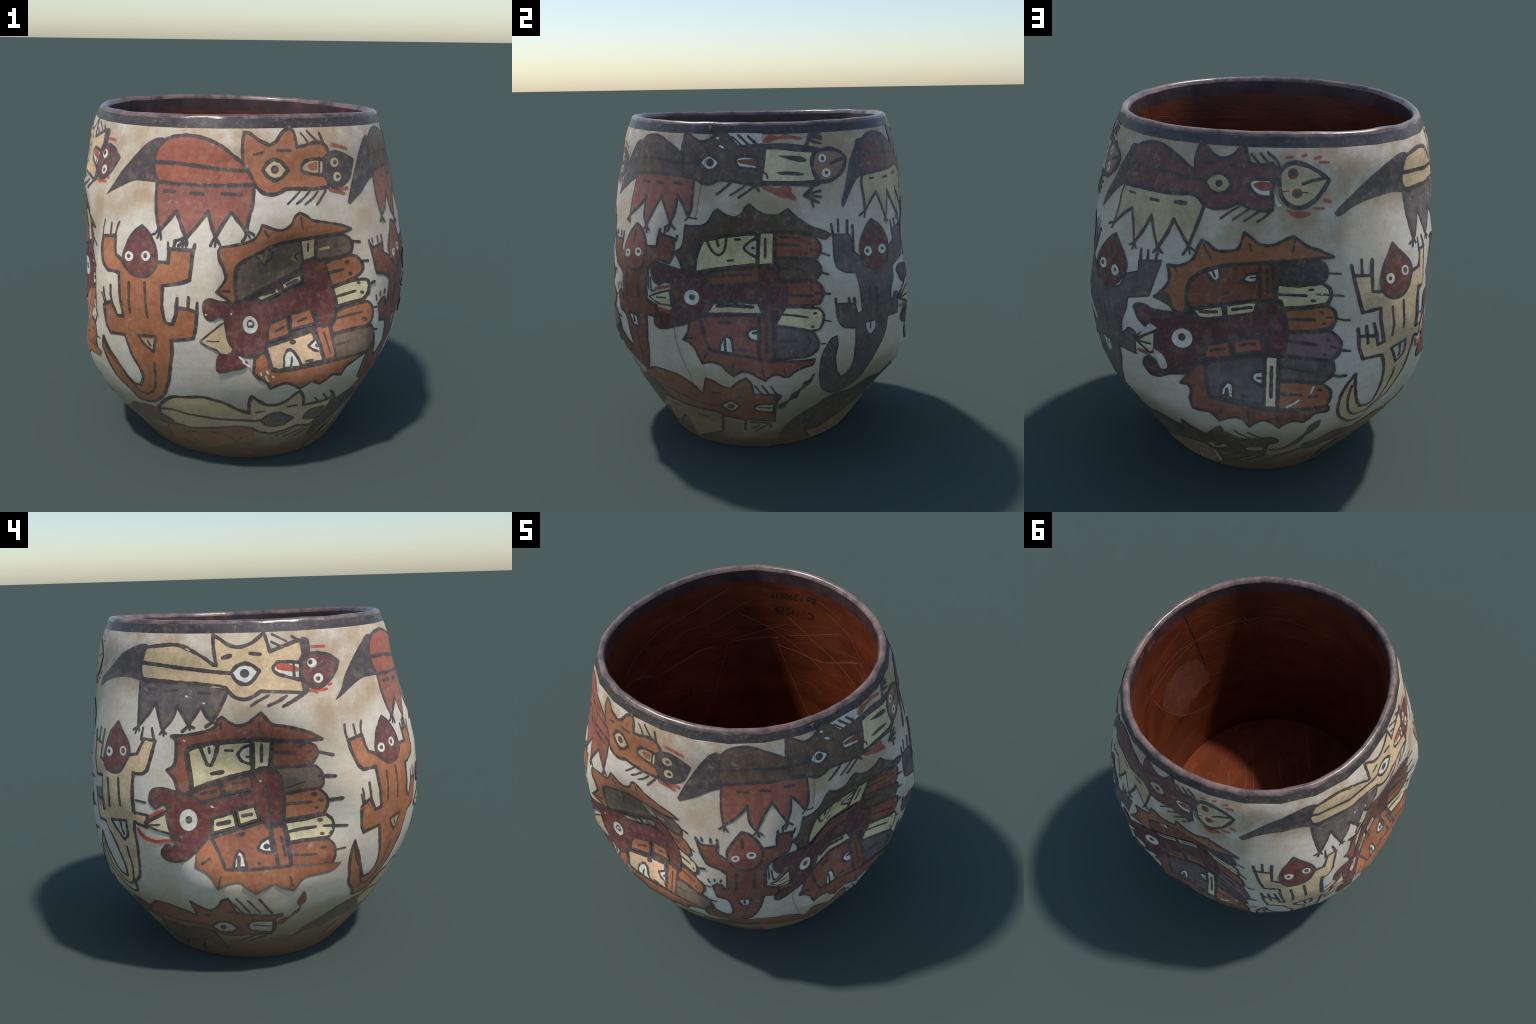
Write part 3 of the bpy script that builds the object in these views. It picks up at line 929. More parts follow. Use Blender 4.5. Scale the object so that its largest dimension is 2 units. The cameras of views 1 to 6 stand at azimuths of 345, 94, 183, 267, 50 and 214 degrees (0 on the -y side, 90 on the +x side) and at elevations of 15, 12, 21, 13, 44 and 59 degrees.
area("orange", [(-13.1,176.8,1), (-13.3,183.4), (-13.1,187.8), (-12.7,191.5,1), (-10.7,191.0), (-8.0,188.0),
         (-4.0,185.2,1), (-1.5,187.0), (1.0,191.3), (3.8,193.4,1), (5.3,191.1), (5.7,187.3), (5.9,183.9,1),
         (9.4,184.6), (12.8,185.7), (16.2,185.5,1), (18.5,182.5), (19.2,176.1,1), (18.2,169.2), (17.5,163.3,1),
         (11.5,163.1), (5.4,163.7), (1.2,163.8,1), (-1.3,162.0), (-4.0,161.5), (-6.7,162.6), (-8.9,165.6,1),
         (-9.7,168.4), (-11.2,172.8)], edge=1.86)
line(1.63, [(18.4,181.3), (17.1,184.9), (15.8,190.0)])
line(1.12, [(14.7,186.2), (12.6,188.8), (10.6,191.7)])
line(1.11, [(10.4,186.2), (9.2,188.8), (8.0,190.7)])
line(1.95, [(-38.6,162.3), (-34.8,162.4)])
line(1.81, [(-29.6,162.0), (-25.6,161.7)])
line(1.80, [(-19.8,162.2), (-13.6,161.7)])
line(1.45, [(-9.4,180.9), (-6.1,181.9)])
line(1.47, [(-1.2,182.7), (3.7,182.3)])
area("tan", [(-6.5,173.3,1), (-4.9,176.6), (-2.5,178.5,1), (-0.0,177.0), (2.4,172.9,1), (0.2,169.6), (-2.2,168.1,1),
         (-4.6,169.9)], edge=2.08)
area("charcoal", [(-0.8,173.3), (-1.3,171.9), (-2.3,171.3), (-3.3,171.9), (-3.7,173.5), (-3.3,175.0), (-2.3,175.5),
         (-1.2,174.9)])
area("brown", [(-1.6,173.5), (-1.8,172.9), (-2.3,172.7), (-2.8,173.0), (-2.9,173.6), (-2.7,174.2), (-2.3,174.5),
         (-1.8,174.2)])
area("cream", [(7.7,174.8), (9.1,176.9,1), (12.3,177.6), (16.7,177.2,1), (16.7,173.4), (16.1,169.5,1), (12.0,170.2),
         (8.0,171.4,1), (7.4,173.1)], edge=1.88)
area("orange", [(9.9,174.6), (12.3,176.1,1), (13.9,176.3,1), (13.8,172.0,1), (11.2,172.2)])
line(1.25, [(14.9,176.5,1), (14.4,170.2,1)])
area("charcoal", [(16.4,176.3), (17.8,179.7), (21.6,181.0), (25.4,179.8), (28.8,177.6), (31.0,175.9,1), (30.0,171.9),
         (28.2,166.8), (24.5,163.2), (20.6,162.4), (17.8,164.7), (16.3,169.4)], edge=0.65)
area("cream", [(23.4,174.9), (22.7,173.3), (21.3,172.7), (19.8,173.6), (19.3,175.4), (20.0,177.0), (21.5,177.6),
         (22.9,176.7)])
area("charcoal", [(22.6,175.1), (22.2,174.3), (21.5,174.0), (20.8,174.4), (20.6,175.3), (20.9,176.2), (21.6,176.5),
         (22.3,176.1)])
area("cream", [(23.8,167.7), (23.1,166.1), (21.6,165.5), (20.4,166.4), (20.1,168.1), (20.8,169.8), (22.1,170.3),
         (23.4,169.5)])
area("charcoal", [(23.2,167.8), (22.8,167.1), (22.1,166.9), (21.6,167.2), (21.4,168.0), (21.6,168.7), (22.4,168.9),
         (23.0,168.5)])
line(1.27, [(18.7,163.4), (21.6,161.9), (24.8,161.7), (26.0,162.1)])
line(0.98, [(6.2,162.5), (3.9,159.4), (1.7,156.5)])
line(1.11, [(10.1,162.2), (7.6,159.1), (4.8,156.5)])
line(1.11, [(13.2,161.8), (11.1,158.7), (7.9,155.7)])
line(1.37, [(16.3,161.8), (14.3,158.3), (12.4,155.1)])
line(1.54, [(20.5,184.6), (27.9,181.6)], colour="blood")
line(1.53, [(18.0,161.8), (24.4,159.2)], colour="blood")
line(1.53, [(22.6,161.8), (26.2,161.5)], colour="blood")
line(1.22, [(-39.2,143.4), (-40.0,141.3), (-41.0,140.9)])
line(1.22, [(-38.8,143.5), (-38.7,140.7), (-39.1,139.5)])
line(1.34, [(-38.4,143.5), (-37.8,140.3), (-37.8,138.9)])
line(1.45, [(-30.3,141.4), (-31.6,139.9), (-33.3,138.8)])
line(1.44, [(-30.5,140.8), (-31.2,138.0), (-32.0,136.8)])
line(1.44, [(-30.1,141.1), (-29.5,138.7), (-29.7,136.6)])
line(1.43, [(-21.3,142.0), (-22.1,139.3), (-22.5,137.6)])
line(1.19, [(-21.1,141.8), (-21.1,139.6), (-21.2,137.4)])
line(1.43, [(-21.0,142.0), (-20.2,139.3), (-19.7,137.9)])
line(1.44, [(-12.0,144.3), (-11.0,143.7), (-9.7,142.4)])
line(1.44, [(-12.0,144.0), (-12.3,141.2), (-13.2,139.3)])
line(1.08, [(-11.9,144.0), (-11.1,141.7), (-10.8,140.8)])

motif("painted_fox")  # brown fox
area("charcoal", [(25.7,154.7,1), (27.5,160.6), (31.0,170.2), (34.6,178.5), (38.0,184.5), (40.6,186.6),
         (42.6,185.8,1), (41.9,179.8), (41.6,172.0), (41.9,165.6,1), (38.3,163.6), (33.2,159.3), (29.0,155.7),
         (26.4,153.5,1)], edge=0.54)
area("umber", [(42.6,185.8,1), (44.9,188.6), (48.1,190.0), (52.1,189.9), (55.6,188.5), (59.0,186.2), (62.5,183.5),
         (65.9,180.2,1), (68.5,177.0), (72.1,175.3,1), (72.4,166.9,1), (67.8,168.3), (61.2,168.7), (54.7,169.0),
         (48.6,168.9), (42.4,168.3,1), (41.4,172.0), (41.7,179.8)], edge=1.24)
line(0.95, [(41.8,176.7), (48.5,177.2), (55.0,176.9), (61.6,176.2), (67.4,175.5), (73.5,174.6)])
area("brick", [(42.2,168.2,1), (48.6,168.6), (54.6,168.7), (61.2,168.5), (67.8,167.9), (72.2,167.0,1), (72.1,158.8),
         (71.7,151.0), (70.5,145.9,1), (68.5,152.3), (65.7,158.1,1), (65.4,150.0), (63.8,142.0,1), (61.3,150.1),
         (59.0,156.9,1), (55.7,148.6), (53.1,139.9,1), (51.1,146.1), (50.7,155.9,1), (47.9,150.6), (42.3,144.0,1),
         (41.7,152.9), (41.8,160.8)], edge=1.55)
line(1.38, [(47.5,164.1,1), (51.2,163.5,1)])
line(1.38, [(55.5,164.2,1), (58.9,163.7,1)])
line(1.39, [(64.0,164.2,1), (67.5,163.9,1)])
line(1.14, [(42.3,143.6), (40.8,141.3)])
line(1.14, [(42.3,143.6), (42.3,140.5)])
line(1.14, [(42.5,143.6), (43.7,140.2)])
line(1.29, [(53.1,139.9), (51.8,136.8)])
line(1.29, [(53.3,139.5), (53.8,136.3)])
line(1.29, [(53.3,139.8), (55.1,137.6)])
line(1.28, [(63.8,142.0), (61.8,139.8)])
line(1.29, [(64.0,141.5), (63.0,137.9)])
line(1.29, [(64.1,141.9), (65.7,139.0)])
line(1.00, [(70.5,145.9), (69.4,144.1)])
line(1.00, [(70.7,146.1), (73.5,145.3)])
area("umber", [(65.7,181.6,1), (66.2,187.6), (66.5,191.3,1), (69.4,189.7), (72.2,187.4), (74.9,186.8), (77.3,187.7),
         (79.7,191.0), (82.1,192.3,1), (83.6,191.0), (86.1,187.1), (88.1,184.8,1), (92.2,184.4), (97.2,185.0,1),
         (98.3,183.7,1), (97.9,177.2), (97.1,169.5), (96.6,163.6,1), (94.2,163.7), (90.8,164.6), (86.4,165.9),
         (81.5,166.5,1), (78.8,164.5), (76.0,164.4), (73.0,166.6,1), (70.9,168.5), (67.7,169.0,1), (66.0,170.3),
         (67.0,179.0)], edge=1.71)
line(1.45, [(59.6,176.0), (65.1,175.2), (69.4,175.1), (74.0,175.2)])
area("white", [(74.0,175.6,1), (75.4,178.2), (77.8,179.6), (80.3,177.6), (81.8,175.7,1), (80.0,172.4), (78.1,171.4),
         (75.7,172.6)], edge=1.86)
area("charcoal", [(79.5,175.7), (79.1,174.1), (78.0,173.4), (76.9,174.1), (76.4,175.6), (76.8,177.2), (77.9,177.9),
         (79.0,177.2)])
area("white", [(87.5,176.7,1), (88.6,178.5), (92.2,178.9), (95.7,177.6,1), (95.2,172.1,1), (91.3,172.7),
         (88.6,173.4)], edge=1.56)
area("redbrown", [(88.2,176.7), (90.4,177.3), (95.3,177.6,1), (95.2,173.4,1), (92.2,174.4), (89.1,175.4)])
area("slip", [(83.8,191.4,1), (90.8,191.2), (97.4,190.8,1), (97.5,185.8,1), (92.2,185.1), (87.8,185.1,1)])
line(1.57, [(84.1,190.7,1), (87.8,185.1,1)])
line(1.43, [(88.5,190.0,1), (92.2,185.1,1)])
line(1.43, [(92.2,189.3,1), (95.4,185.0,1)])
line(1.00, [(86.1,189.4), (89.5,185.1)])
line(1.28, [(86.0,165.1), (83.4,161.6), (80.9,158.8)])
line(1.13, [(91.3,163.8), (88.6,161.0), (85.8,158.4)])
line(1.27, [(94.2,163.0), (92.1,160.7), (88.6,157.0)])
line(1.01, [(80.0,188.7), (80.8,188.4)], colour="chip")
line(1.00, [(81.5,184.5), (82.9,183.5)], colour="chip")

motif("painted_prey")  # hanging prey
area("lemon", [(98.3,183.4,1), (103.4,182.9), (110.0,181.7), (116.3,180.7,1), (114.6,176.5), (114.6,170.7),
         (115.9,165.0,1), (109.8,164.6), (103.1,164.9), (97.2,165.2,1), (96.6,166.9), (97.7,175.9)], edge=1.71)
area("charcoal", [(97.5,185.0,1), (103.5,185.2), (111.1,184.2), (117.5,182.6,1), (117.3,180.6,1), (111.0,181.6),
         (103.4,183.2), (98.3,183.4,1)], edge=0.72)
area("charcoal", [(96.8,165.1,1), (103.1,164.8), (109.8,164.5), (118.2,164.8,1), (115.7,162.7), (109.7,163.0),
         (103.1,163.5), (96.8,163.6,1)], edge=0.71)
area("charcoal", [(103.0,179.0), (106.3,178.9), (110.7,178.4), (113.0,176.6), (112.5,175.5), (110.1,175.5),
         (106.2,177.0)])
area("charcoal", [(102.0,170.3), (105.9,170.6), (110.1,170.0), (111.6,168.9), (110.0,168.2), (105.8,168.7),
         (103.2,169.0)])
line(0.99, [(97.3,170.8), (98.6,169.1), (98.8,167.2)])
area("rosy", [(115.3,177.2), (116.3,180.4), (119.3,181.5), (122.7,181.6), (126.1,179.7), (128.1,176.2,1),
         (126.8,171.6), (123.7,167.2), (120.0,164.6), (117.3,164.9), (115.3,168.6), (114.7,172.6)], edge=2.19)
line(1.74, [(121.7,173.7), (124.0,175.2), (126.7,176.3)])
area("white", [(120.3,176.8), (119.8,175.3), (118.6,174.7), (117.6,175.4), (117.3,177.0), (117.9,178.6),
         (119.0,179.2), (120.0,178.4)])
area("charcoal", [(119.6,176.7), (119.3,175.9), (118.8,175.6), (118.3,176.0), (118.2,176.8), (118.5,177.7),
         (119.0,178.0), (119.4,177.6)])
area("white", [(121.3,168.9), (120.6,167.3), (119.4,166.7), (118.3,167.5), (118.0,169.2), (118.6,170.8),
         (119.9,171.4), (121.0,170.6)])
area("charcoal", [(120.3,169.0), (120.1,168.3), (119.5,168.1), (119.1,168.4), (118.9,169.1), (119.2,169.9),
         (119.7,170.1), (120.2,169.8)])
area("blood", [(97.7,186.9), (98.7,188.9), (100.6,190.4), (103.3,189.1), (106.1,190.3), (109.3,189.2), (112.2,188.1),
         (111.4,187.1), (106.9,188.1), (102.3,187.5), (99.5,185.9)])
area("blood", [(96.4,163.3,1), (99.7,162.6), (102.2,162.2), (104.7,163.1), (106.7,162.0), (106.6,159.8),
         (108.1,156.8), (107.7,155.1), (105.3,156.6), (103.2,157.0), (100.0,159.6), (97.2,161.7)])
line(2.16, [(113.2,183.5), (114.4,187.0), (115.8,190.2)])
line(1.16, [(115.5,189.9), (119.5,190.4)])
line(1.30, [(115.8,188.6), (119.5,187.1)])
line(1.30, [(114.6,186.7), (119.2,184.8)])
line(0.87, [(116.4,189.5), (120.1,188.4)])
line(2.13, [(114.4,163.2), (112.5,159.7), (110.9,157.6)])
line(1.56, [(111.0,157.6), (113.0,155.8), (115.6,153.6)])
line(1.28, [(113.0,155.5), (113.6,151.5)])
line(1.28, [(112.3,157.8), (116.5,156.5)])
line(1.28, [(112.8,158.4), (114.6,159.2), (116.6,159.7)])
line(1.55, [(95.1,162.0), (95.7,160.7)], colour="charcoal")

motif("painted_fox")  # purple fox
area("charcoal", [(123.8,149.9,1), (123.7,153.1), (125.8,160.4), (128.1,168.2), (130.2,175.2), (133.0,181.3),
         (134.8,185.9), (137.1,186.6,1), (137.5,183.3), (135.4,179.1), (134.5,173.7), (134.6,169.6), (135.4,167.2,1),
         (131.5,163.9), (128.2,158.8), (125.5,153.4)])
area("purple", [(137.7,185.8,1), (140.6,188.1), (144.1,189.2), (147.9,189.2), (151.4,187.9), (154.9,185.4),
         (158.1,182.4), (161.1,179.6,1), (160.9,183.8), (161.0,188.0), (161.7,191.3), (163.0,192.0,1), (164.5,190.9),
         (166.1,188.8), (168.5,187.1), (171.1,187.5), (173.3,189.5), (174.7,192.1), (176.3,192.5,1), (177.0,188.8),
         (177.9,185.7,1), (181.4,185.3), (184.8,186.2,1), (185.8,181.7), (185.0,175.6), (184.9,165.2,1),
         (181.9,164.8), (178.2,166.1), (174.8,167.6,1), (172.7,165.6), (169.7,164.2), (167.2,164.3), (164.8,165.5,1),
         (163.0,168.5), (160.6,169.7), (156.1,168.9), (150.6,168.4), (144.4,167.7), (138.8,167.6), (135.6,167.5,1),
         (134.4,171.1), (135.2,176.5)], edge=1.51)
line(1.88, [(135.1,177.0), (142.5,177.9), (148.6,177.9), (154.1,177.1), (158.5,176.5), (164.3,176.2)])
line(1.33, [(163.4,184.5,1), (166.4,184.5,1)])
line(1.32, [(172.3,184.0,1), (175.8,184.1,1)])
area("cream", [(164.6,175.5,1), (166.1,178.6), (168.3,180.4), (170.6,179.8), (173.0,175.9,1), (171.2,172.3),
         (169.0,171.2), (166.8,172.1)], edge=1.73)
area("charcoal", [(170.1,175.9), (169.8,174.7), (169.0,174.1), (168.2,174.4), (167.8,175.5), (168.1,176.7),
         (168.9,177.3), (169.7,177.0)])
area("white", [(178.1,175.5,1), (178.2,177.9), (179.7,179.0), (184.3,178.8,1), (184.5,171.3,1), (182.3,171.2),
         (179.9,172.4)], edge=1.51)
area("blood", [(179.2,176.6), (181.0,177.9), (184.3,177.9,1), (184.4,174.1,1), (181.7,173.9), (179.8,175.2)])
area("charcoal", [(-175.4,185.7,1), (-173.3,184.5), (-173.3,181.8), (-174.5,178.0), (-174.7,173.3), (-174.5,166.7),
         (-175.1,165.2,1), (-175.5,171.3), (-175.4,177.9)])
line(1.31, [(-175.6,189.3), (-174.0,187.2), (-173.2,184.0)])
line(1.31, [(-176.9,190.8), (-175.0,188.3)])
line(1.11, [(-179.1,190.2), (-176.8,186.6)])
line(1.01, [(178.2,189.8), (180.7,185.9)])
line(0.92, [(175.2,166.0), (172.5,163.0), (170.0,159.7)])
line(0.92, [(178.3,165.4), (175.9,162.5), (173.7,159.8)])
line(0.92, [(-178.7,164.5), (-181.0,161.9), (-183.1,159.5)])
line(1.02, [(-175.7,164.2), (-177.4,161.7), (-179.3,159.6)])
area("cream", [(134.7,166.3,1), (138.9,167.1), (144.5,167.3), (150.6,167.9), (156.2,168.4), (160.6,169.2),
         (163.0,168.0), (164.9,165.1,1), (164.2,160.6), (162.6,153.0), (161.0,145.1,1), (158.6,150.6),
         (155.8,156.7,1), (154.3,150.0), (151.9,142.1,1), (149.9,148.6), (148.0,156.1,1), (146.3,149.8),
         (143.3,141.4,1), (142.0,148.8), (140.2,156.8,1), (136.8,152.7), (133.0,146.9,1), (133.6,154.4),
         (133.7,161.6)], edge=1.57)
line(1.20, [(138.0,164.0,1), (140.4,164.1,1)])
line(1.49, [(146.8,163.3,1), (150.1,163.6,1)])
line(2.08, [(155.6,164.4,1), (159.1,164.8,1)])
line(1.02, [(133.0,146.9), (130.1,144.8)])
line(1.02, [(133.0,146.9), (132.1,143.4)])
line(0.99, [(143.3,141.4), (141.8,139.5)])
line(0.98, [(143.3,141.4), (142.9,137.7)])
line(0.87, [(143.3,141.4), (144.2,138.8)])
line(1.18, [(151.9,142.1), (150.6,139.2)])
line(0.96, [(152.2,141.9), (152.2,138.7)])
line(1.06, [(152.2,141.9), (153.5,139.8)])
line(1.26, [(161.1,144.9), (159.5,140.3)])
line(0.94, [(161.2,144.7), (161.6,141.0)])
line(1.04, [(161.1,144.7), (163.1,142.8)])

motif("painted_prey")  # pale head
area("cream", [(-173.3,179.4), (-172.7,183.2), (-170.9,185.9), (-168.4,186.9,1), (-165.3,185.6), (-161.8,182.8),
         (-158.4,178.9,1), (-160.2,174.7), (-162.7,170.1), (-165.8,167.1), (-168.8,166.9), (-171.3,169.2),
         (-172.8,173.3)], edge=2.04)
area("redbrown", [(-167.7,181.9), (-168.2,180.1), (-169.3,179.4), (-170.4,180.1), (-170.9,181.9), (-170.5,183.6),
         (-169.3,184.4), (-168.2,183.7)])
area("charcoal", [(-168.6,182.3), (-168.8,181.3), (-169.3,180.8), (-169.9,181.3), (-170.2,182.2), (-169.9,183.2),
         (-169.4,183.6), (-168.8,183.3)])
area("redbrown", [(-166.4,173.2), (-166.9,171.7), (-168.0,171.0), (-169.1,171.6), (-169.6,173.2), (-169.1,174.8),
         (-168.0,175.5), (-166.9,174.9)])
area("charcoal", [(-167.2,173.2), (-167.4,172.4), (-168.0,172.1), (-168.5,172.4), (-168.8,173.2), (-168.6,174.0),
         (-168.0,174.4), (-167.4,174.0)])
line(1.62, [(-166.4,177.3), (-163.7,178.7), (-160.0,179.7)])
line(0.51, [(-172.2,173.8), (-170.4,174.2)])
line(0.51, [(-166.8,173.5), (-164.9,173.5)])
area("slip", [(-174.5,173.3,1), (-173.4,169.1), (-172.2,167.7), (-173.3,166.5,1), (-174.4,168.6)])
line(1.21, [(-171.2,188.8), (-169.6,189.2)], colour="blood")
line(1.22, [(-162.7,188.5), (-160.7,189.3)], colour="blood")
line(1.22, [(-161.1,186.9), (-158.6,186.8)], colour="blood")
line(1.22, [(-166.5,189.6), (-165.2,190.1)], colour="blood")
area("blood", [(-171.2,165.9,1), (-169.1,165.0), (-166.7,165.0), (-163.7,164.0), (-164.3,163.1), (-167.3,161.9),
         (-169.4,163.1)])
line(1.23, [(-163.2,166.3), (-160.3,166.0)], colour="blood")
line(1.23, [(-159.9,169.9), (-158.2,169.0)], colour="blood")

motif("painted_prey")  # maroon head
area("maroon", [(-74.7,171.5), (-74.0,176.4), (-71.3,179.9), (-67.9,180.7,1), (-63.7,179.2), (-60.1,175.5,1),
         (-62.1,170.8), (-65.2,166.2), (-68.8,163.3), (-71.5,163.9), (-74.0,166.6)], edge=1.95)
line(1.45, [(-68.2,173.1), (-64.2,174.9), (-61.0,175.6)])
area("white", [(-68.6,175.6), (-69.3,174.0), (-70.6,173.4), (-71.8,174.2), (-72.2,175.9), (-71.5,177.5),
         (-70.2,178.1), (-69.0,177.3)])
area("charcoal", [(-70.1,176.1), (-70.5,175.2), (-71.1,174.9), (-71.7,175.3), (-71.9,176.3), (-71.6,177.2),
         (-70.8,177.5), (-70.3,177.1)])
area("white", [(-67.0,167.8), (-67.8,166.1), (-69.1,165.5), (-70.2,166.3), (-70.6,168.1), (-69.9,169.8),
         (-68.5,170.4), (-67.3,169.6)])
area("charcoal", [(-68.0,167.6), (-68.4,166.8), (-69.0,166.5), (-69.6,166.9), (-69.8,167.8), (-69.4,168.6),
         (-68.8,168.9), (-68.2,168.5)])

motif("painted_lizard")  # orange lizard
area("orange", [(-61.2,135.2,1), (-55.5,136.9,1), (-54.9,132.3), (-54.0,127.9,1), (-51.3,126.1,1), (-47.9,121.8),
         (-45.0,119.4,1), (-41.1,120.4), (-38.8,124.7), (-38.2,127.8,1), (-34.6,128.5,1), (-34.6,135.1,1),
         (-27.7,134.9,1), (-27.8,127.7), (-28.1,120.5,1), (-31.5,118.4), (-35.9,116.9,1), (-36.0,109.6),
         (-35.8,102.6), (-34.9,97.8), (-33.0,97.2,1), (-32.0,102.1), (-31.6,106.1,1), (-28.2,105.7), (-25.9,104.3,1),
         (-26.3,96.4), (-27.0,90.5,1), (-30.3,89.2), (-33.6,88.4,1), (-33.9,80.7), (-35.4,70.3), (-37.2,60.8),
         (-40.7,50.9), (-45.3,44.8,1), (-49.7,43.2), (-53.2,43.4), (-55.1,47.8), (-58.9,54.6), (-60.4,63.0),
         (-61.2,68.9), (-61.1,76.7), (-60.1,80.9,1), (-58.7,74.9), (-56.6,68.2), (-53.8,59.0), (-51.6,54.9),
         (-48.6,55.1,1), (-46.4,61.5), (-46.7,67.8), (-48.4,75.7), (-50.0,86.1,1), (-56.6,84.4,1), (-57.9,89.2),
         (-58.2,99.7,1), (-55.0,102.8,1), (-53.8,100.2), (-52.4,95.8,1), (-49.8,96.8,1), (-50.6,105.4),
         (-51.8,119.3,1), (-56.8,119.1,1), (-58.9,122.2), (-60.6,129.3)], edge=1.83)
line(1.32, [(-60.5,80.7), (-58.9,70.9), (-55.6,63.0), (-52.9,54.3), (-50.3,49.8), (-46.4,50.3), (-43.2,55.2),
         (-41.4,64.3), (-40.6,72.9)])
line(1.51, [(-47.3,115.6,1), (-47.0,99.8,1)])
line(1.49, [(-42.0,116.7,1), (-41.0,98.8,1)])
line(1.52, [(-44.8,87.8,1), (-38.5,89.1,1), (-40.2,79.5,1), (-42.9,82.7,1)], closed=True)
area("cream", [(-43.9,86.3,1), (-39.5,87.4,1), (-40.4,80.9,1), (-42.4,83.6,1)])
line(1.24, [(-41.7,85.6,1), (-40.9,83.0,1)])
area("maroon", [(-44.9,144.4,1), (-42.3,141.6), (-40.1,137.1), (-38.7,132.0), (-38.5,126.6), (-39.9,121.9),
         (-43.2,119.6), (-46.8,120.2), (-49.6,124.4), (-50.8,127.8), (-50.2,132.4), (-48.7,138.3), (-46.6,142.5)],
         edge=1.34)
line(0.94, [(-45.1,143.7), (-44.7,134.3)])
area("white", [(-46.6,129.0), (-46.9,127.1), (-48.0,126.1), (-49.2,126.5), (-49.9,128.1), (-49.6,129.9),
         (-48.5,131.0), (-47.2,130.5)])
area("charcoal", [(-47.5,128.9), (-47.7,128.0), (-48.2,127.5), (-48.8,127.7), (-49.2,128.4), (-49.0,129.2),
         (-48.4,129.7), (-47.9,129.5)])
area("white", [(-40.8,130.3), (-41.1,128.5), (-42.1,127.5), (-43.2,128.0), (-43.9,129.6), (-43.6,131.5),
         (-42.5,132.5), (-41.3,132.0)])
area("charcoal", [(-41.8,130.2), (-41.9,129.3), (-42.3,128.8), (-42.9,129.0), (-43.2,129.9), (-43.1,130.9),
         (-42.6,131.4), (-42.0,131.1)])
line(1.27, [(-61.2,134.9), (-61.8,139.2), (-61.7,143.5)])
line(1.11, [(-57.9,137.5), (-58.2,142.8)])
line(1.38, [(-55.6,137.1), (-55.3,141.0), (-54.7,144.0)])
line(1.58, [(-34.9,134.5), (-35.2,138.0)])
line(1.57, [(-33.3,135.9), (-33.0,139.3)])
line(1.69, [(-27.5,134.3), (-27.1,137.9)])
line(1.17, [(-30.8,136.3), (-30.2,138.7)])
line(0.99, [(-57.7,101.0), (-58.6,106.5)])
line(1.12, [(-57.1,102.0), (-58.0,109.4)])
line(1.39, [(-54.0,100.8), (-54.7,106.0), (-55.0,111.5)])
line(1.58, [(-31.8,105.4), (-31.5,111.2)])
line(1.44, [(-28.4,106.0), (-28.3,112.0)])
line(1.31, [(-25.9,104.3), (-25.8,109.5)])

motif("painted_lizard")  # red lizard
area("redbrown", [(32.6,132.0,1), (34.8,129.0), (40.0,130.1,1), (39.7,125.0), (42.7,121.9,1), (46.1,116.2),
         (50.0,114.9), (53.3,118.0,1), (54.7,128.4,1), (59.4,129.2,1), (59.9,136.5,1), (65.3,133.9,1), (64.9,124.8),
         (63.6,120.1,1), (60.0,121.5), (56.6,117.8,1), (55.2,112.5), (54.9,98.3,1), (59.1,95.4,1), (58.8,89.3),
         (54.5,89.3,1), (54.0,88.0), (52.5,75.0), (49.5,61.0), (45.0,51.5), (40.5,49.5,1), (36.0,53.0), (33.0,63.0),
         (33.3,72.0), (35.5,80.0,1), (36.8,73.0), (38.3,67.5), (40.5,65.0), (42.3,66.5,1), (43.2,73.0), (42.7,82.0),
         (41.6,86.1,1), (38.3,87.2,1), (37.1,97.1,1), (39.8,99.7), (41.3,95.2,1), (42.1,96.1,1), (42.5,110.1,1),
         (39.5,113.2), (35.7,114.9,1), (34.2,122.4)], edge=1.65)
line(1.82, [(45.7,111.4,1), (45.1,98.1,1)])
line(1.82, [(51.5,110.7,1), (51.0,98.4,1)])
area("slip", [(45.3,88.0,1), (49.6,87.3,1), (49.0,79.9,1), (46.5,80.5,1)], edge=1.57)
line(1.40, [(47.5,86.3,1), (47.5,82.6,1)])
area("brick", [(48.3,140.1,1), (50.8,138.2), (53.1,133.6), (54.6,127.5), (54.0,120.7), (52.1,115.4), (48.8,114.1),
         (45.7,116.2), (43.8,120.6), (43.0,125.7), (44.1,130.6), (46.3,136.3)], edge=1.77)
line(1.30, [(48.1,136.3), (48.2,130.0)])
area("white", [(47.1,123.2), (46.7,121.6), (45.7,120.9), (44.8,121.5), (44.4,123.2), (44.9,124.7), (45.8,125.4),
         (46.8,124.8)])
area("charcoal", [(46.4,123.6), (46.2,123.0), (45.8,122.7), (45.3,122.9), (45.2,123.6), (45.4,124.1), (45.8,124.4),
         (46.3,124.2)])
area("white", [(52.5,124.5), (52.0,122.7), (50.8,122.3), (49.7,123.1), (49.3,124.9), (49.8,126.5), (51.0,127.0),
         (52.1,126.1)])
area("charcoal", [(51.9,124.8), (51.6,124.2), (51.0,123.9), (50.3,124.3), (50.1,125.1), (50.4,125.8), (51.0,126.0),
         (51.6,125.7)])
line(1.45, [(32.9,131.7), (32.4,133.5)])
line(1.30, [(34.5,131.8), (34.4,133.8)])
line(1.44, [(37.5,131.4), (37.5,134.1)])
line(1.44, [(39.8,130.8), (39.8,134.3)])
line(1.43, [(59.9,136.5), (60.2,138.8)])
line(1.28, [(61.9,136.8), (62.2,140.4)])
line(1.30, [(66.0,132.4), (66.6,135.5)])
line(1.21, [(35.9,99.4), (35.6,102.3)])
line(1.21, [(37.8,101.4), (37.8,103.5)])
line(1.20, [(39.9,101.9), (40.2,104.2)])
line(0.89, [(56.2,104.6), (56.1,114.1)])
line(0.89, [(57.5,103.7), (57.0,111.6)])
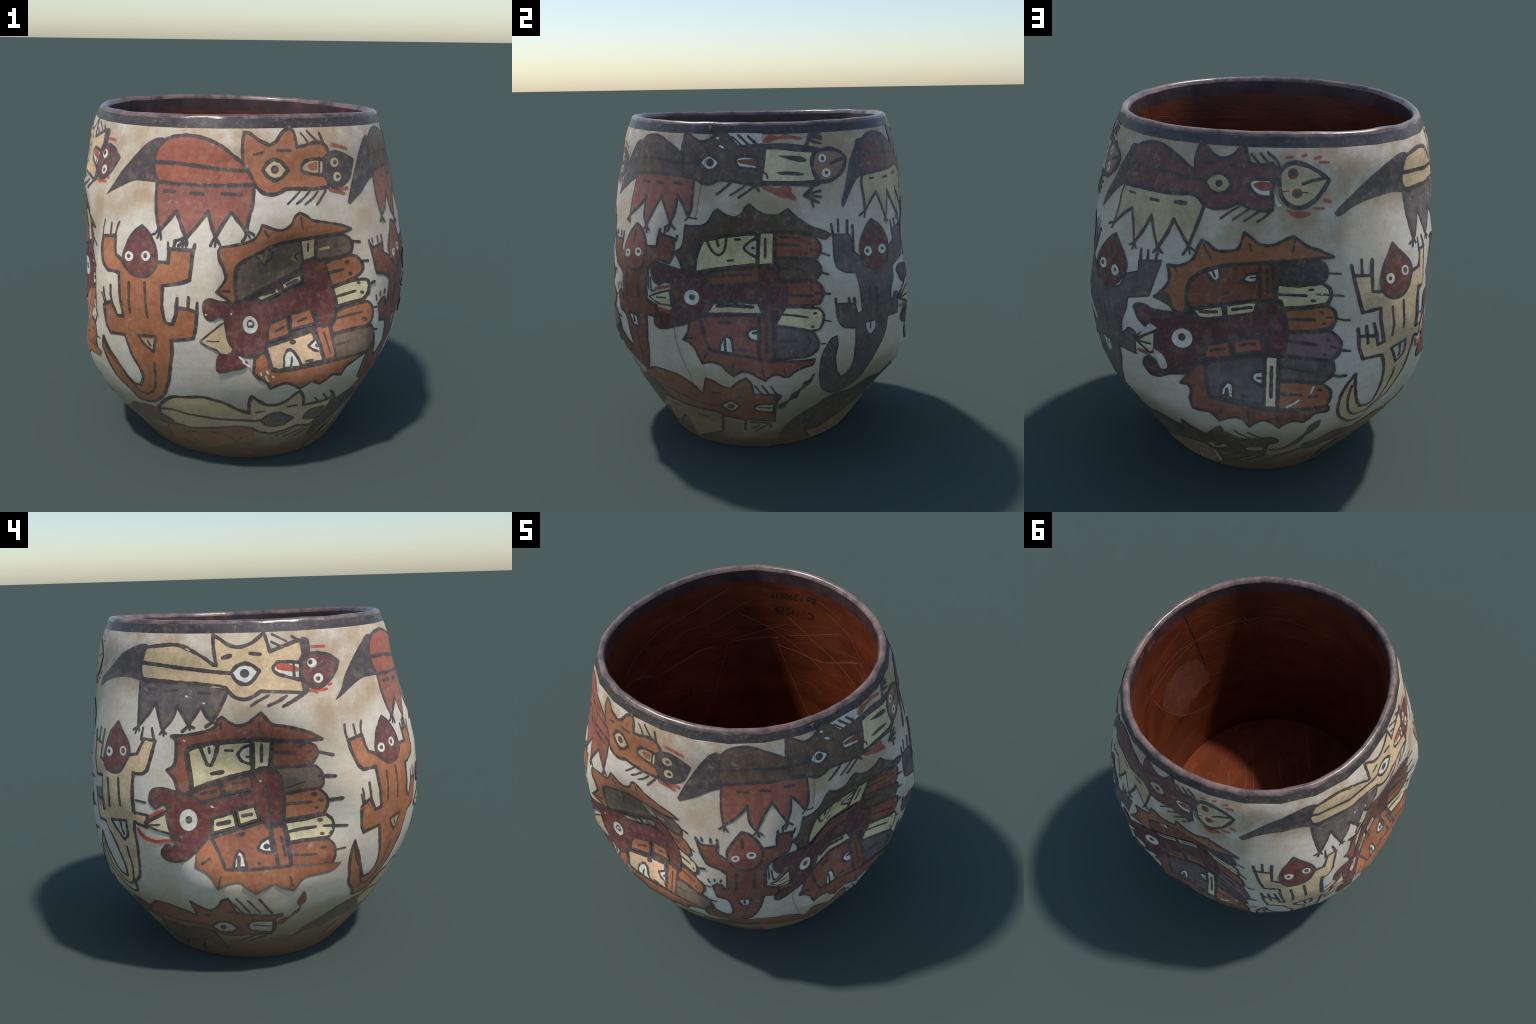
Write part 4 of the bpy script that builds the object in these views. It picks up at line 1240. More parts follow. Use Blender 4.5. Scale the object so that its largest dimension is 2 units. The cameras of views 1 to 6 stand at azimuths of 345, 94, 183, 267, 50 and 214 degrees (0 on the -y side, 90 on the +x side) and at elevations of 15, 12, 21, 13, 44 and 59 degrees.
line(0.82, [(36.0,77.0), (35.5,66.0), (38.0,58.0), (42.0,55.5), (45.5,60.0), (47.5,72.0), (48.0,79.0)])

motif("painted_lizard")  # charcoal lizard
area("grey", [(119.4,136.3,1), (124.8,135.5,1), (125.2,131.3), (125.4,126.5,1), (127.5,123.3,1), (129.6,117.2),
         (134.0,114.9,1), (139.6,117.9), (141.3,122.5), (141.1,124.5,1), (146.0,128.1,1), (145.8,133.5,1),
         (153.4,136.2,1), (150.5,117.7,1), (143.2,113.7,1), (142.9,107.2), (141.4,100.3), (141.3,92.7,1),
         (144.0,97.8), (146.2,97.0,1), (146.3,84.4,1), (139.8,85.2,1), (139.8,77.7), (138.3,68.6), (136.5,58.4),
         (136.4,48.1), (133.5,41.6), (128.2,38.3), (123.5,39.3,1), (119.4,43.4), (116.7,51.1), (115.5,62.2),
         (116.3,71.1), (118.6,77.5), (120.2,78.8,1), (120.6,74.1), (120.6,65.9), (122.3,56.6), (125.3,50.5,1),
         (127.4,53.0), (128.2,60.7), (127.3,70.4), (126.3,82.6,1), (122.7,83.2,1), (120.9,86.1), (119.9,91.6),
         (119.4,97.8,1), (124.9,97.5,1), (126.5,90.9,1), (128.4,91.9,1), (126.6,105.2), (125.4,114.8,1),
         (122.2,115.4), (119.9,117.9,1), (119.2,122.0), (119.2,129.4)], edge=0.81)
line(1.07, [(130.6,107.6,1), (131.1,97.9,1)])
line(1.08, [(133.5,104.5,1), (134.9,95.8,1)])
area("slip", [(130.4,84.0,1), (134.1,84.2,1), (134.4,79.8), (132.8,76.5,1), (131.0,80.3)])
line(1.09, [(132.2,84.6), (132.5,80.5)])
area("maroon", [(134.9,141.9,1), (138.2,137.7), (140.9,132.0), (141.5,126.0), (139.0,119.5), (135.3,115.2),
         (133.4,115.0), (130.2,118.4), (128.4,123.7), (128.3,128.6), (130.0,133.9), (132.6,138.9)], edge=1.53)
line(1.22, [(134.8,140.9), (134.5,130.8)])
area("white", [(133.0,124.7), (132.2,123.1), (130.9,122.6), (129.8,123.7), (129.5,125.6), (130.2,127.3),
         (131.5,127.8), (132.6,126.7)])
area("charcoal", [(131.7,125.1), (131.3,124.3), (130.8,124.1), (130.3,124.6), (130.1,125.4), (130.5,126.2),
         (131.1,126.4), (131.5,125.9)])
area("white", [(139.3,124.5), (138.5,122.8), (137.2,122.3), (136.1,123.4), (135.8,125.4), (136.6,127.1),
         (137.9,127.6), (139.0,126.5)])
area("charcoal", [(138.3,124.9), (138.0,124.3), (137.6,124.2), (137.1,124.6), (137.0,125.3), (137.3,125.9),
         (137.8,126.0), (138.2,125.6)])
line(1.33, [(119.4,136.3), (119.1,141.8)])
line(1.34, [(121.2,137.4), (121.6,143.9)])
line(1.49, [(124.0,136.3), (124.6,143.1)])
line(1.65, [(125.2,126.5), (125.8,133.3), (126.3,140.1)])
line(1.48, [(146.4,133.5), (146.1,139.2)])
line(1.33, [(148.9,134.8), (148.7,139.5)])
line(1.33, [(151.7,135.5), (151.9,138.7)])
line(1.19, [(119.4,97.8), (119.2,100.8)])
line(1.20, [(123.3,98.3), (123.1,100.9)])
line(1.35, [(125.0,97.5), (124.6,100.6)])

motif("painted_lizard")  # tan lizard
area("tan", [(-151.9,134.1,1), (-146.3,133.0,1), (-146.4,125.4,1), (-142.9,124.6,1), (-141.1,121.3), (-137.7,119.9),
         (-134.4,121.5), (-131.4,130.2,1), (-128.2,131.4,1), (-126.3,139.2,1), (-122.6,138.5,1), (-124.7,123.3,1),
         (-126.2,121.4), (-129.0,121.5,1), (-129.7,114.1), (-129.6,100.6,1), (-125.0,98.9,1), (-125.5,92.2,1),
         (-129.5,95.1,1), (-129.9,89.8), (-130.2,79.2), (-131.7,68.6), (-134.1,59.9), (-138.4,54.2), (-140.9,46.8),
         (-146.1,46.6), (-150.9,52.7,1), (-152.9,59.2), (-153.1,68.5), (-151.9,75.3), (-149.6,81.5,1), (-148.8,73.1),
         (-146.6,62.5), (-144.3,57.4,1), (-140.7,57.9), (-139.3,65.6), (-139.7,75.3), (-140.9,83.9), (-142.7,91.1,1),
         (-148.3,90.4,1), (-149.7,97.3), (-150.0,103.0,1), (-144.7,102.2,1), (-144.2,97.2,1), (-142.4,98.3,1),
         (-143.8,109.7), (-143.9,116.6,1), (-149.2,115.4,1), (-150.4,122.4)], edge=1.70)
line(1.51, [(-135.1,78.4), (-135.6,66.9), (-137.7,57.8), (-141.2,52.0), (-145.6,51.9), (-149.0,58.1), (-150.3,66.4),
         (-150.1,74.6)])
line(1.70, [(-140.2,115.9,1), (-139.5,106.4,1), (-139.7,100.6,1)])
line(1.59, [(-135.6,117.2,1), (-134.9,102.4,1)])
area("slip", [(-139.4,93.2,1), (-133.1,94.4,1), (-133.2,86.4), (-135.5,82.5,1)], edge=1.63)
line(1.62, [(-135.6,93.3,1), (-134.9,85.9,1)])
area("maroon", [(-138.4,146.5,1), (-135.6,141.7), (-132.6,136.7), (-131.4,131.5), (-133.0,125.6), (-136.1,121.6),
         (-139.7,120.4), (-142.5,122.8), (-143.7,127.8), (-143.1,133.3), (-141.5,139.8), (-139.7,143.7)], edge=1.26)
area("white", [(-138.9,129.7), (-139.5,128.1), (-140.7,127.8), (-141.7,128.9), (-142.1,130.8), (-141.6,132.5),
         (-140.3,132.8), (-139.2,131.6)])
area("charcoal", [(-139.9,130.1), (-140.2,129.4), (-140.7,129.3), (-141.2,129.8), (-141.3,130.5), (-141.1,131.2),
         (-140.6,131.3), (-140.1,130.9)])
area("white", [(-132.9,131.2), (-133.4,129.6), (-134.5,129.4), (-135.5,130.5), (-135.8,132.4), (-135.2,133.9),
         (-134.1,134.2), (-133.1,133.1)])
area("grey", [(-133.4,131.4), (-133.8,130.4), (-134.5,130.3), (-135.0,131.0), (-135.2,132.2), (-134.9,133.2),
         (-134.2,133.3), (-133.6,132.6)])
line(1.75, [(-151.9,134.1), (-152.5,139.2)])
line(1.62, [(-149.3,134.3), (-149.3,141.1)])
line(1.77, [(-146.3,133.0), (-146.0,140.4)])
line(1.66, [(-150.0,103.0), (-150.4,107.2)])
line(1.52, [(-147.2,98.7), (-148.0,108.2)])
line(1.67, [(-144.6,101.5), (-145.8,109.0)])
line(1.45, [(-122.7,138.1), (-124.0,144.9)])
line(1.29, [(-127.2,139.0), (-127.0,144.9)])
line(1.60, [(-129.3,121.7), (-129.3,113.8), (-129.1,99.5)])
line(1.19, [(-128.1,107.2), (-125.3,106.0)])

motif("painted_bird")  # brown masked bird
area("outline", [(-14.3,128.6), (-10.2,131.6), (-2.7,136.8), (10.8,138.3), (20.9,139.0), (23.9,131.8), (26.8,119.7),
         (29.3,109.7), (30.2,95.1), (29.9,81.4), (27.5,72.0), (20.4,69.0), (6.0,68.4), (-2.8,69.5), (-6.9,73.7),
         (-9.6,80.7), (-14.5,86.4), (-16.0,101.5), (-15.0,108.7), (-15.4,120.4)])
area("orange", [(-20.1,135.2,1), (-19.6,136.7,1), (-16.6,137.2), (-12.9,138.1), (-9.8,139.9), (-7.9,143.8),
         (-7.1,146.9,1), (-3.4,144.6,1), (-0.9,143.6), (1.3,144.3), (3.2,146.6), (4.3,150.0), (5.9,151.7,1),
         (8.4,149.8), (10.6,147.3), (14.0,146.2), (18.8,144.5), (22.3,143.0), (25.5,140.8,1), (22.8,139.7),
         (17.6,139.1), (8.5,138.2), (-2.7,136.1), (-10.9,130.4), (-14.5,126.7), (-15.0,121.6), (-14.6,108.6,1),
         (-15.7,107.7,1), (-17.5,110.8), (-18.9,112.7), (-20.4,115.1,1), (-18.6,118.6), (-17.7,121.6), (-18.4,126.1),
         (-19.8,131.1)], edge=1.51)
line(1.44, [(-6.3,144.0,1), (-4.8,141.2,1)])
line(1.20, [(6.3,149.4,1), (6.9,143.5,1)])
line(1.18, [(-19.9,115.4,1), (-16.5,114.3,1)])
area("brown", [(-14.7,122.9,1), (-14.3,126.6), (-10.9,130.1), (-4.4,134.7), (1.8,136.7), (8.6,137.8,1), (8.9,128.5),
         (8.2,120.8,1), (1.2,116.7), (-7.1,112.2), (-11.5,109.3), (-14.3,108.5,1), (-15.0,115.1)], edge=1.77)
line(1.33, [(-3.0,134.5,1), (-3.4,129.2,1), (-5.7,126.2,1), (-8.7,131.6,1)], closed=True)
area("ochre", [(-8.7,131.6,1), (-5.7,125.8,1), (-4.8,133.8,1), (-5.6,133.6), (-5.9,129.8), (-7.0,131.5)])
area("ochre", [(3.6,126.7,1), (6.1,131.4,1), (7.1,124.9,1), (5.4,125.8)])
line(1.09, [(6.5,130.6), (5.6,128.3), (7.1,125.5)])
area("tan", [(6.6,137.1,1), (12.0,137.8,1), (13.0,127.3,1), (8.8,125.0,1)], edge=1.23)
line(1.36, [(9.7,134.9,1), (10.0,130.6,1)])
area("brown", [(12.3,137.7,1), (17.3,138.4), (22.3,138.4,1), (25.0,135.7), (26.2,132.2), (25.7,128.2,1), (23.5,126.7),
         (18.7,125.7), (13.9,125.1,1), (12.6,131.7)], edge=1.53)
line(1.65, [(14.5,131.4), (17.5,131.9)], colour="tan")
area("charcoal", [(21.2,132.5), (21.0,131.4), (20.2,131.1), (19.3,131.6), (18.9,132.7), (19.1,133.8), (19.8,134.2),
         (20.7,133.6)])
area("charcoal", [(22.3,129.3), (22.1,128.5), (21.6,128.2), (20.9,128.6), (20.5,129.5), (20.7,130.2), (21.3,130.5),
         (21.9,130.1)])
area("orange", [(16.9,123.0,1), (20.5,125.2), (25.2,126.5,1), (27.6,125.5), (29.4,122.2), (29.9,118.6), (28.8,115.7),
         (27.2,113.4,1), (23.3,111.1), (20.6,109.5,1), (19.0,116.0)], edge=1.70)
area("charcoal", [(25.5,122.7), (25.3,121.7), (24.7,121.4), (24.1,121.8), (23.7,122.8), (23.8,123.8), (24.6,124.1),
         (25.3,123.7)])
area("charcoal", [(26.8,116.2), (26.6,115.4), (26.0,115.2), (25.5,115.5), (25.2,116.3), (25.3,117.1), (25.8,117.5),
         (26.5,117.0)])
line(1.68, [(19.2,117.5), (23.5,118.9)])
area("lemon", [(21.0,108.4,1), (24.8,111.1), (29.5,112.8,1), (31.4,112.2), (32.1,109.3), (31.7,105.2), (30.3,101.7,1),
         (25.8,99.9), (22.3,98.1,1), (21.8,103.0)], edge=1.72)
area("charcoal", [(29.4,110.7), (29.2,110.1), (28.8,109.8), (28.5,110.1), (28.2,110.8), (28.3,111.5), (28.8,111.8),
         (29.2,111.4)])
area("charcoal", [(30.6,105.4), (30.5,104.7), (29.9,104.5), (29.5,104.8), (29.3,105.5), (29.4,106.3), (29.9,106.5),
         (30.4,106.1)])
line(1.56, [(22.5,103.7), (27.9,106.3)])
area("orange", [(22.1,95.5,1), (26.4,98.2), (31.5,100.4,1), (33.3,97.3), (33.9,92.8), (33.0,88.9), (30.9,87.0,1),
         (25.5,85.3), (20.2,83.5,1), (20.0,87.2,1), (21.5,90.4)], edge=1.59)
line(1.29, [(22.1,91.7), (29.8,94.5)])
area("charcoal", [(31.5,90.4), (31.1,89.6), (30.5,89.3), (29.8,89.9), (29.6,90.8), (29.9,91.6), (30.6,91.8),
         (31.2,91.3)])
area("brown", [(20.2,83.2,1), (25.4,84.7), (32.8,86.8,1), (35.0,82.4), (35.1,76.4), (32.4,71.6,1), (26.1,70.6),
         (18.1,70.3,1), (17.8,73.7)], edge=1.62)
line(1.00, [(20.1,77.8), (25.1,79.0)])
area("orange", [(14.4,88.2,1), (19.6,88.8,1), (19.8,72.3,1), (15.7,70.9,1)], edge=1.29)
line(1.14, [(17.2,84.9,1), (18.1,74.3,1)])
area("orange", [(-9.2,78.1,1), (-6.8,81.1,1), (-5.2,78.9), (-4.4,72.4,1), (-2.0,69.5), (6.0,69.0), (16.1,69.5),
         (25.2,70.1), (31.9,71.0,1), (27.3,66.3), (24.7,63.7), (23.5,60.0,1), (19.1,61.9), (17.0,59.4), (14.9,57.3,1),
         (11.3,60.4), (9.6,58.9), (7.0,57.1,1), (3.7,60.9), (0.9,62.1), (-1.6,61.2), (-3.6,59.9,1), (-5.1,63.9),
         (-7.5,66.7), (-9.6,70.7,1)], edge=1.58)
area("peach", [(-5.4,83.2,1), (2.8,84.1), (12.7,86.3,1), (13.5,81.2), (15.3,71.0,1), (8.5,70.5), (-1.1,70.0,1),
         (-3.6,71.7,1), (-4.6,78.2)], edge=1.84)
area("white", [(0.6,70.9,1), (0.9,76.6), (2.2,79.1,1), (3.2,79.4,1), (4.5,77.9), (5.9,74.0), (7.0,69.7,1)], edge=1.53)
area("cream", [(3.0,69.9,1), (2.9,74.9), (3.4,75.3,1), (3.7,70.4,1)])
line(1.25, [(3.5,75.5), (3.0,70.6)])
area("white", [(10.2,79.4,1), (13.8,82.6,1), (14.5,75.9,1), (11.8,77.3,1)], edge=1.27)
area("charcoal", [(14.2,79.0), (13.9,78.3), (13.3,78.1), (12.9,78.4), (12.8,79.2), (13.1,79.9), (13.7,80.1),
         (14.2,79.7)])
area("charcoal", [(6.0,82.1), (5.4,81.4), (4.5,81.2), (3.6,81.9), (3.4,82.8), (3.9,83.6), (4.9,83.6), (5.7,83.1)])
line(1.55, [(8.6,72.4), (11.1,72.4)], colour="charcoal")
area("maroon", [(-15.7,106.7,1), (-13.5,107.5), (-9.8,107.4), (-6.2,105.6,1), (-1.1,106.0), (3.8,109.0),
         (10.3,111.4,1), (9.4,117.1), (8.8,124.3,1), (11.5,125.7), (15.3,125.0,1), (17.4,121.9), (19.5,114.5),
         (21.5,104.4), (21.7,95.6), (20.5,89.7), (18.3,87.9), (15.9,88.7,1), (15.5,94.5,1), (12.7,98.2,1), (4.0,96.3),
         (-3.0,94.8,1), (-4.2,89.8), (-4.7,84.7,1), (-6.4,81.1), (-9.2,79.3,1), (-11.5,79.5), (-14.2,81.7),
         (-16.0,85.3), (-17.4,90.9), (-17.8,97.5), (-17.3,103.1)], edge=1.42)
area("maroon", [(-16.1,107.2,1), (-17.1,108.8), (-19.5,109.9), (-21.9,111.7), (-23.6,110.5), (-24.0,105.8),
         (-23.2,101.9), (-21.9,100.9), (-19.8,102.3), (-17.4,100.6,1)], edge=1.18)
area("maroon", [(-15.3,83.2,1), (-13.8,79.7), (-11.5,75.9), (-13.4,73.3), (-16.0,72.7), (-18.2,71.6), (-20.2,72.2),
         (-20.5,77.1), (-19.9,81.2), (-18.1,82.2)], edge=0.95)
area("orange", [(-3.3,94.0,1), (3.4,95.5,1), (3.9,86.1,1), (-4.2,85.4,1), (-4.4,90.4)], edge=1.39)
area("orange", [(4.8,96.4,1), (12.9,98.2,1), (14.5,90.0,1), (5.0,88.2,1)], edge=1.42)
line(1.53, [(-1.3,89.4,1), (2.0,90.6,1)])
line(1.41, [(7.7,92.1,1), (11.0,93.4,1)])
area("tan", [(-9.4,108.7,1), (-0.7,112.3,1), (0.8,109.4,1), (-6.6,106.4,1)], edge=1.37)
area("tan", [(1.0,113.7,1), (8.4,118.0,1), (8.8,114.4,1), (2.1,110.5,1)], edge=1.38)
line(1.78, [(-6.6,109.9,1), (-1.6,110.4,1)])
line(1.79, [(3.2,113.1,1), (7.1,115.0,1)])
area("white", [(-8.2,94.6), (-8.9,91.7), (-10.6,91.1), (-12.1,92.9), (-12.7,96.3), (-12.1,99.2), (-10.5,99.9),
         (-8.9,97.9)])
area("charcoal", [(-9.2,95.3), (-9.6,93.8), (-10.4,93.4), (-11.2,94.4), (-11.5,96.1), (-11.2,97.7), (-10.4,98.1),
         (-9.6,97.0)])
area("tan", [(-25.1,89.0,1), (-22.2,94.0), (-19.8,97.4), (-18.1,98.8,1), (-17.6,93.6), (-16.9,88.1), (-15.6,84.3,1),
         (-16.7,81.4), (-19.5,82.3,1), (-20.6,84.8), (-23.0,86.7)], edge=0.93)
line(0.80, [(-23.0,89.9), (-19.8,89.5)])
line(0.92, [(-16.2,102.8), (-16.1,102.4)], colour="chip")
line(0.92, [(-23.4,103.7), (-23.2,103.5)], colour="chip")
line(0.95, [(-13.8,79.7), (-12.3,77.3)], colour="chip")
line(0.95, [(-12.7,76.8), (-10.8,74.4)], colour="chip")
line(0.96, [(-5.2,70.6), (-4.8,69.1)], colour="chip")
line(0.97, [(-3.2,67.0), (-2.7,66.4)], colour="chip")
line(0.97, [(-5.6,67.9), (-4.7,64.7)], colour="chip")
line(0.96, [(-7.4,70.3), (-7.0,68.8)], colour="chip")
line(1.40, [(25.8,134.2), (29.0,133.3)])
line(1.41, [(29.4,122.9), (31.4,122.9)])
line(1.58, [(32.5,109.9), (34.7,110.4)])
line(1.16, [(33.9,96.0), (36.3,95.6)])
line(1.03, [(34.3,83.4), (37.5,82.0)])

motif("painted_bird")  # red masked bird
area("outline", [(73.0,129.1,1), (75.7,134.5), (88.4,137.7), (101.0,138.7), (111.5,136.9), (112.7,127.9),
         (112.4,115.6), (112.8,103.6), (112.6,88.6), (110.8,75.4), (107.9,67.1), (100.3,64.7), (87.5,66.3),
         (77.3,69.0,1), (74.7,78.3), (73.6,89.6), (72.0,101.8), (71.5,114.1)])
area("darkbrown", [(69.6,141.6,1), (72.8,141.3), (75.6,141.6), (77.8,144.0), (79.6,148.6), (81.1,150.6,1),
         (84.2,147.3), (87.1,146.3), (89.6,148.6), (91.0,151.9), (92.2,153.6,1), (93.8,151.3), (96.2,148.7),
         (99.4,147.4), (102.1,147.7), (105.2,150.6,1), (107.5,146.7), (110.1,143.4), (113.0,140.4), (115.9,138.6),
         (118.6,136.1,1), (116.4,134.1), (113.6,136.2), (108.6,138.2), (101.0,138.4), (92.8,137.8), (84.0,136.0),
         (75.6,134.2), (74.3,131.8), (73.1,123.6), (72.0,115.5,1), (70.2,115.0), (67.8,116.5,1), (67.5,119.9),
         (66.6,123.3), (65.5,126.0,1), (67.8,128.7), (68.9,134.0)], edge=1.23)
area("darkbrown", [(113.0,140.4,1), (115.9,138.6), (118.6,136.1,1), (116.1,133.8), (113.6,136.8)])
area("lemon", [(75.2,132.8,1), (76.8,133.8), (83.5,135.3), (94.5,137.1,1), (94.5,118.8,1), (87.6,117.5), (76.8,115.9),
         (71.7,114.8,1), (72.7,123.7)], edge=1.82)
area("lemon", [(96.2,137.2,1), (100.5,137.2,1), (100.4,119.6,1), (95.6,119.2,1)])
area("lemon", [(76.8,133.1,1), (77.7,128.9), (79.0,125.6), (80.6,124.4), (82.3,126.5), (83.2,130.7), (83.5,135.3,1)],
         edge=1.54)
line(1.39, [(80.2,133.6), (80.6,129.7)])
area("slip", [(94.7,134.3,1), (92.2,132.5), (90.1,128.5,1), (91.6,125.7), (94.5,123.0,1)])
line(1.53, [(94.7,134.3), (92.2,132.5), (89.8,128.5), (91.6,125.4), (94.5,123.0)])
area("slip", [(94.6,131.5,1), (92.8,130.7), (91.2,127.8), (92.5,125.8), (94.6,124.8,1)])
area("charcoal", [(94.0,128.6), (93.8,128.0), (93.2,127.8), (92.7,128.0), (92.5,128.6), (92.8,129.2), (93.3,129.5),
         (93.8,129.2)])
line(1.52, [(86.7,133.5), (88.5,133.6)], colour="charcoal")
line(1.54, [(83.5,120.8), (85.4,120.9)], colour="charcoal")
line(2.38, [(95.3,137.5,1), (94.9,118.8,1)])
line(1.67, [(97.8,134.1,1), (97.8,123.2,1)])
line(1.39, [(100.7,137.3,1), (100.6,119.7,1)])
area("brick", [(101.1,137.7,1), (108.6,137.2), (113.6,135.2,1), (114.9,131.6), (115.1,127.8), (113.9,124.0,1),
         (108.6,123.7), (101.2,123.2,1)], edge=1.36)
line(1.50, [(101.9,131.2), (108.6,130.6)])
line(1.09, [(102.3,135.4), (108.6,134.9)])
area("charcoal", [(112.3,131.7), (112.1,131.2), (111.7,130.9), (111.2,131.2), (111.1,131.7), (111.2,132.3),
         (111.7,132.5), (112.1,132.3)])
area("charcoal", [(111.4,126.4), (111.2,125.8), (110.6,125.6), (110.1,125.8), (109.8,126.3), (110.1,126.9),
         (110.7,127.1), (111.2,126.9)])
line(0.95, [(112.0,128.5), (114.7,127.8)])
area("darkbrown", [(101.2,122.9,1), (108.6,123.4), (113.2,123.1,1), (114.7,119.6), (114.9,115.8), (113.6,112.4,1),
         (108.6,111.0), (103.3,109.9,1)], edge=1.36)
line(0.96, [(103.3,117.2), (109.2,117.2)])
area("brick", [(104.7,109.5,1), (109.3,110.4), (113.3,111.1,1), (115.0,107.9), (115.5,103.9), (114.5,98.3,1),
         (109.7,96.9), (104.3,96.3,1)], edge=1.37)
line(1.52, [(105.2,102.1), (112.5,102.9)])
area("charcoal", [(112.7,107.7), (112.6,106.9), (112.1,106.5), (111.7,106.7), (111.5,107.5), (111.7,108.3),
         (112.1,108.7), (112.5,108.4)])
area("charcoal", [(113.1,99.8), (112.9,99.2), (112.5,99.0), (112.2,99.1), (112.0,99.7), (112.2,100.3), (112.5,100.6),
         (112.9,100.4)])
line(1.10, [(113.1,104.4), (115.5,104.2)])
area("lemon", [(104.1,94.9,1), (109.3,95.8), (114.2,95.8,1), (115.6,92.8), (115.8,88.7), (114.5,83.6), (111.8,82.9,1),
         (106.5,83.8), (100.8,84.2,1), (102.2,89.2)], edge=1.39)
line(1.26, [(103.0,90.7), (107.8,90.7), (111.1,90.3)])
area("charcoal", [(113.9,92.9), (113.7,92.3), (113.3,92.0), (112.8,92.2), (112.6,92.7), (112.8,93.3), (113.3,93.6),
         (113.7,93.4)])
area("charcoal", [(113.1,85.2), (112.9,84.6), (112.5,84.4), (112.0,84.6), (111.9,85.1), (112.1,85.7), (112.5,86.0),
         (112.9,85.8)])
area("grey", [(100.7,83.6,1), (106.5,83.5), (112.4,82.6,1), (113.7,78.7), (114.2,75.3), (113.0,70.5), (110.1,67.5,1),
         (105.3,66.7), (100.3,66.2,1)], edge=1.40)
line(0.98, [(100.9,75.8), (108.0,76.6)])
line(1.12, [(110.9,80.0), (111.6,76.7), (109.7,71.3)])
area("brick", [(70.0,86.6,1), (72.8,88.3,1), (73.7,84.3), (74.7,79.0), (76.9,70.4,1), (79.8,69.0), (87.5,66.9),
         (94.5,65.5), (100.3,64.4), (107.9,65.0), (113.2,66.4,1), (112.6,63.1), (109.6,61.1), (107.3,59.0),
         (105.1,55.1,1), (103.1,55.1), (101.5,56.6), (99.0,55.7), (96.9,52.6,1), (94.4,54.7), (91.8,57.1),
         (88.7,58.0), (85.2,55.0,1), (83.1,57.9), (81.0,61.5), (77.2,63.1), (74.2,62.2,1), (72.9,66.8), (72.0,71.0),
         (70.0,74.4), (67.6,76.0,1), (69.1,79.8)], edge=1.28)
line(1.00, [(68.4,76.7,1), (71.6,77.5,1)])
line(1.15, [(75.9,68.3,1), (74.7,65.1,1)])
line(1.29, [(85.1,62.2,1), (85.0,55.8,1)])
line(1.29, [(95.7,59.8,1), (96.5,54.8,1)])
line(1.00, [(103.4,60.4,1), (103.9,56.7,1)])
area("brick", [(73.2,89.3,1), (82.6,89.0), (94.8,89.2,1), (94.5,65.8,1), (85.8,67.6), (77.7,69.7,1), (76.0,73.7),
         (74.6,81.6)], edge=1.85)
line(1.57, [(80.0,85.2), (84.0,85.0)], colour="charcoal")
line(1.57, [(87.2,85.4), (88.2,85.4)], colour="charcoal")
line(1.57, [(87.7,70.2), (90.2,70.2)], colour="charcoal")
area("white", [(80.4,69.0,1), (80.9,74.1), (82.5,77.8,1), (84.3,76.5), (85.0,72.7), (85.3,68.2,1)], edge=1.57)
line(1.71, [(82.3,76.0), (82.5,69.3)])
area("white", [(94.7,82.2,1), (91.9,81.6), (90.3,79.0,1), (91.5,76.3), (94.6,75.3,1)], edge=1.57)
line(1.56, [(92.6,79.7), (94.2,79.9)], colour="charcoal")
area("redbrown", [(95.3,88.6,1), (100.5,87.7,1), (99.9,64.4,1), (94.7,65.2,1)], edge=1.84)
line(1.56, [(98.1,85.7,1), (97.4,66.1,1)])
area("plum", [(57.9,117.9,1), (59.2,119.8), (61.4,119.4), (64.2,117.6), (67.4,115.9), (71.9,113.7,1), (74.0,112.4),
         (75.8,108.1,1), (77.3,105.8), (82.6,106.2), (95.1,108.3,1), (95.6,114.6,1), (97.0,118.2), (100.4,118.9),
         (102.1,116.7), (104.1,108.7), (104.6,100.6), (103.9,95.2), (102.6,90.5), (100.1,88.2), (98.0,89.5),
         (96.3,94.2,1), (94.9,97.5), (87.2,97.9), (78.1,97.6,1), (76.5,95.1), (75.1,90.7), (72.1,88.4), (69.6,85.9,1),
         (67.0,84.6), (63.7,83.3), (60.6,82.1), (58.3,83.4), (58.1,86.9), (59.8,90.8,1), (61.6,92.1), (64.0,92.0,1),
         (64.8,95.5), (64.2,100.9), (64.4,105.0), (64.2,108.4,1), (62.1,109.7), (60.4,107.8,1), (59.1,109.4),
         (57.8,113.9)], edge=1.56)
area("redbrown", [(74.4,112.0,1), (78.4,114.0), (85.6,115.4), (95.6,116.4,1), (95.5,108.3,1), (87.4,107.1),
         (78.2,106.4,1), (76.0,108.7)], edge=1.41)
line(1.55, [(77.5,112.0), (82.7,112.0), (92.3,112.7)])
area("lemon", [(78.1,96.8,1), (86.3,96.4), (94.9,96.2,1), (96.6,90.0,1), (86.2,89.8), (75.3,90.7,1)], edge=1.56)
line(2.13, [(79.2,94.9,1), (92.7,94.0,1)])
area("white", [(72.9,100.0), (72.2,97.0), (70.5,96.0), (68.8,97.3), (68.1,100.5), (68.8,103.5), (70.5,104.6),
         (72.2,103.1)])
area("charcoal", [(71.6,100.3), (71.3,99.1), (70.6,98.7), (69.9,99.3), (69.6,100.5), (69.9,101.7), (70.6,102.2),
         (71.3,101.6)])
line(1.13, [(100.3,113.6), (99.8,94.6)])
area("lemon", [(56.6,100.4,1), (60.3,103.0), (63.7,104.3,1), (63.9,95.5,1), (60.5,96.5,1)], edge=0.99)
line(0.85, [(59.4,100.5,1), (62.2,100.1,1)])
line(0.85, [(57.7,103.7), (61.2,105.9), (64.3,106.7)])
line(1.70, [(59.5,105.7), (63.5,106.7)], colour="blood")
line(1.71, [(59.8,94.0), (63.2,91.6)], colour="blood")
line(1.09, [(115.2,126.5), (117.7,124.8)])
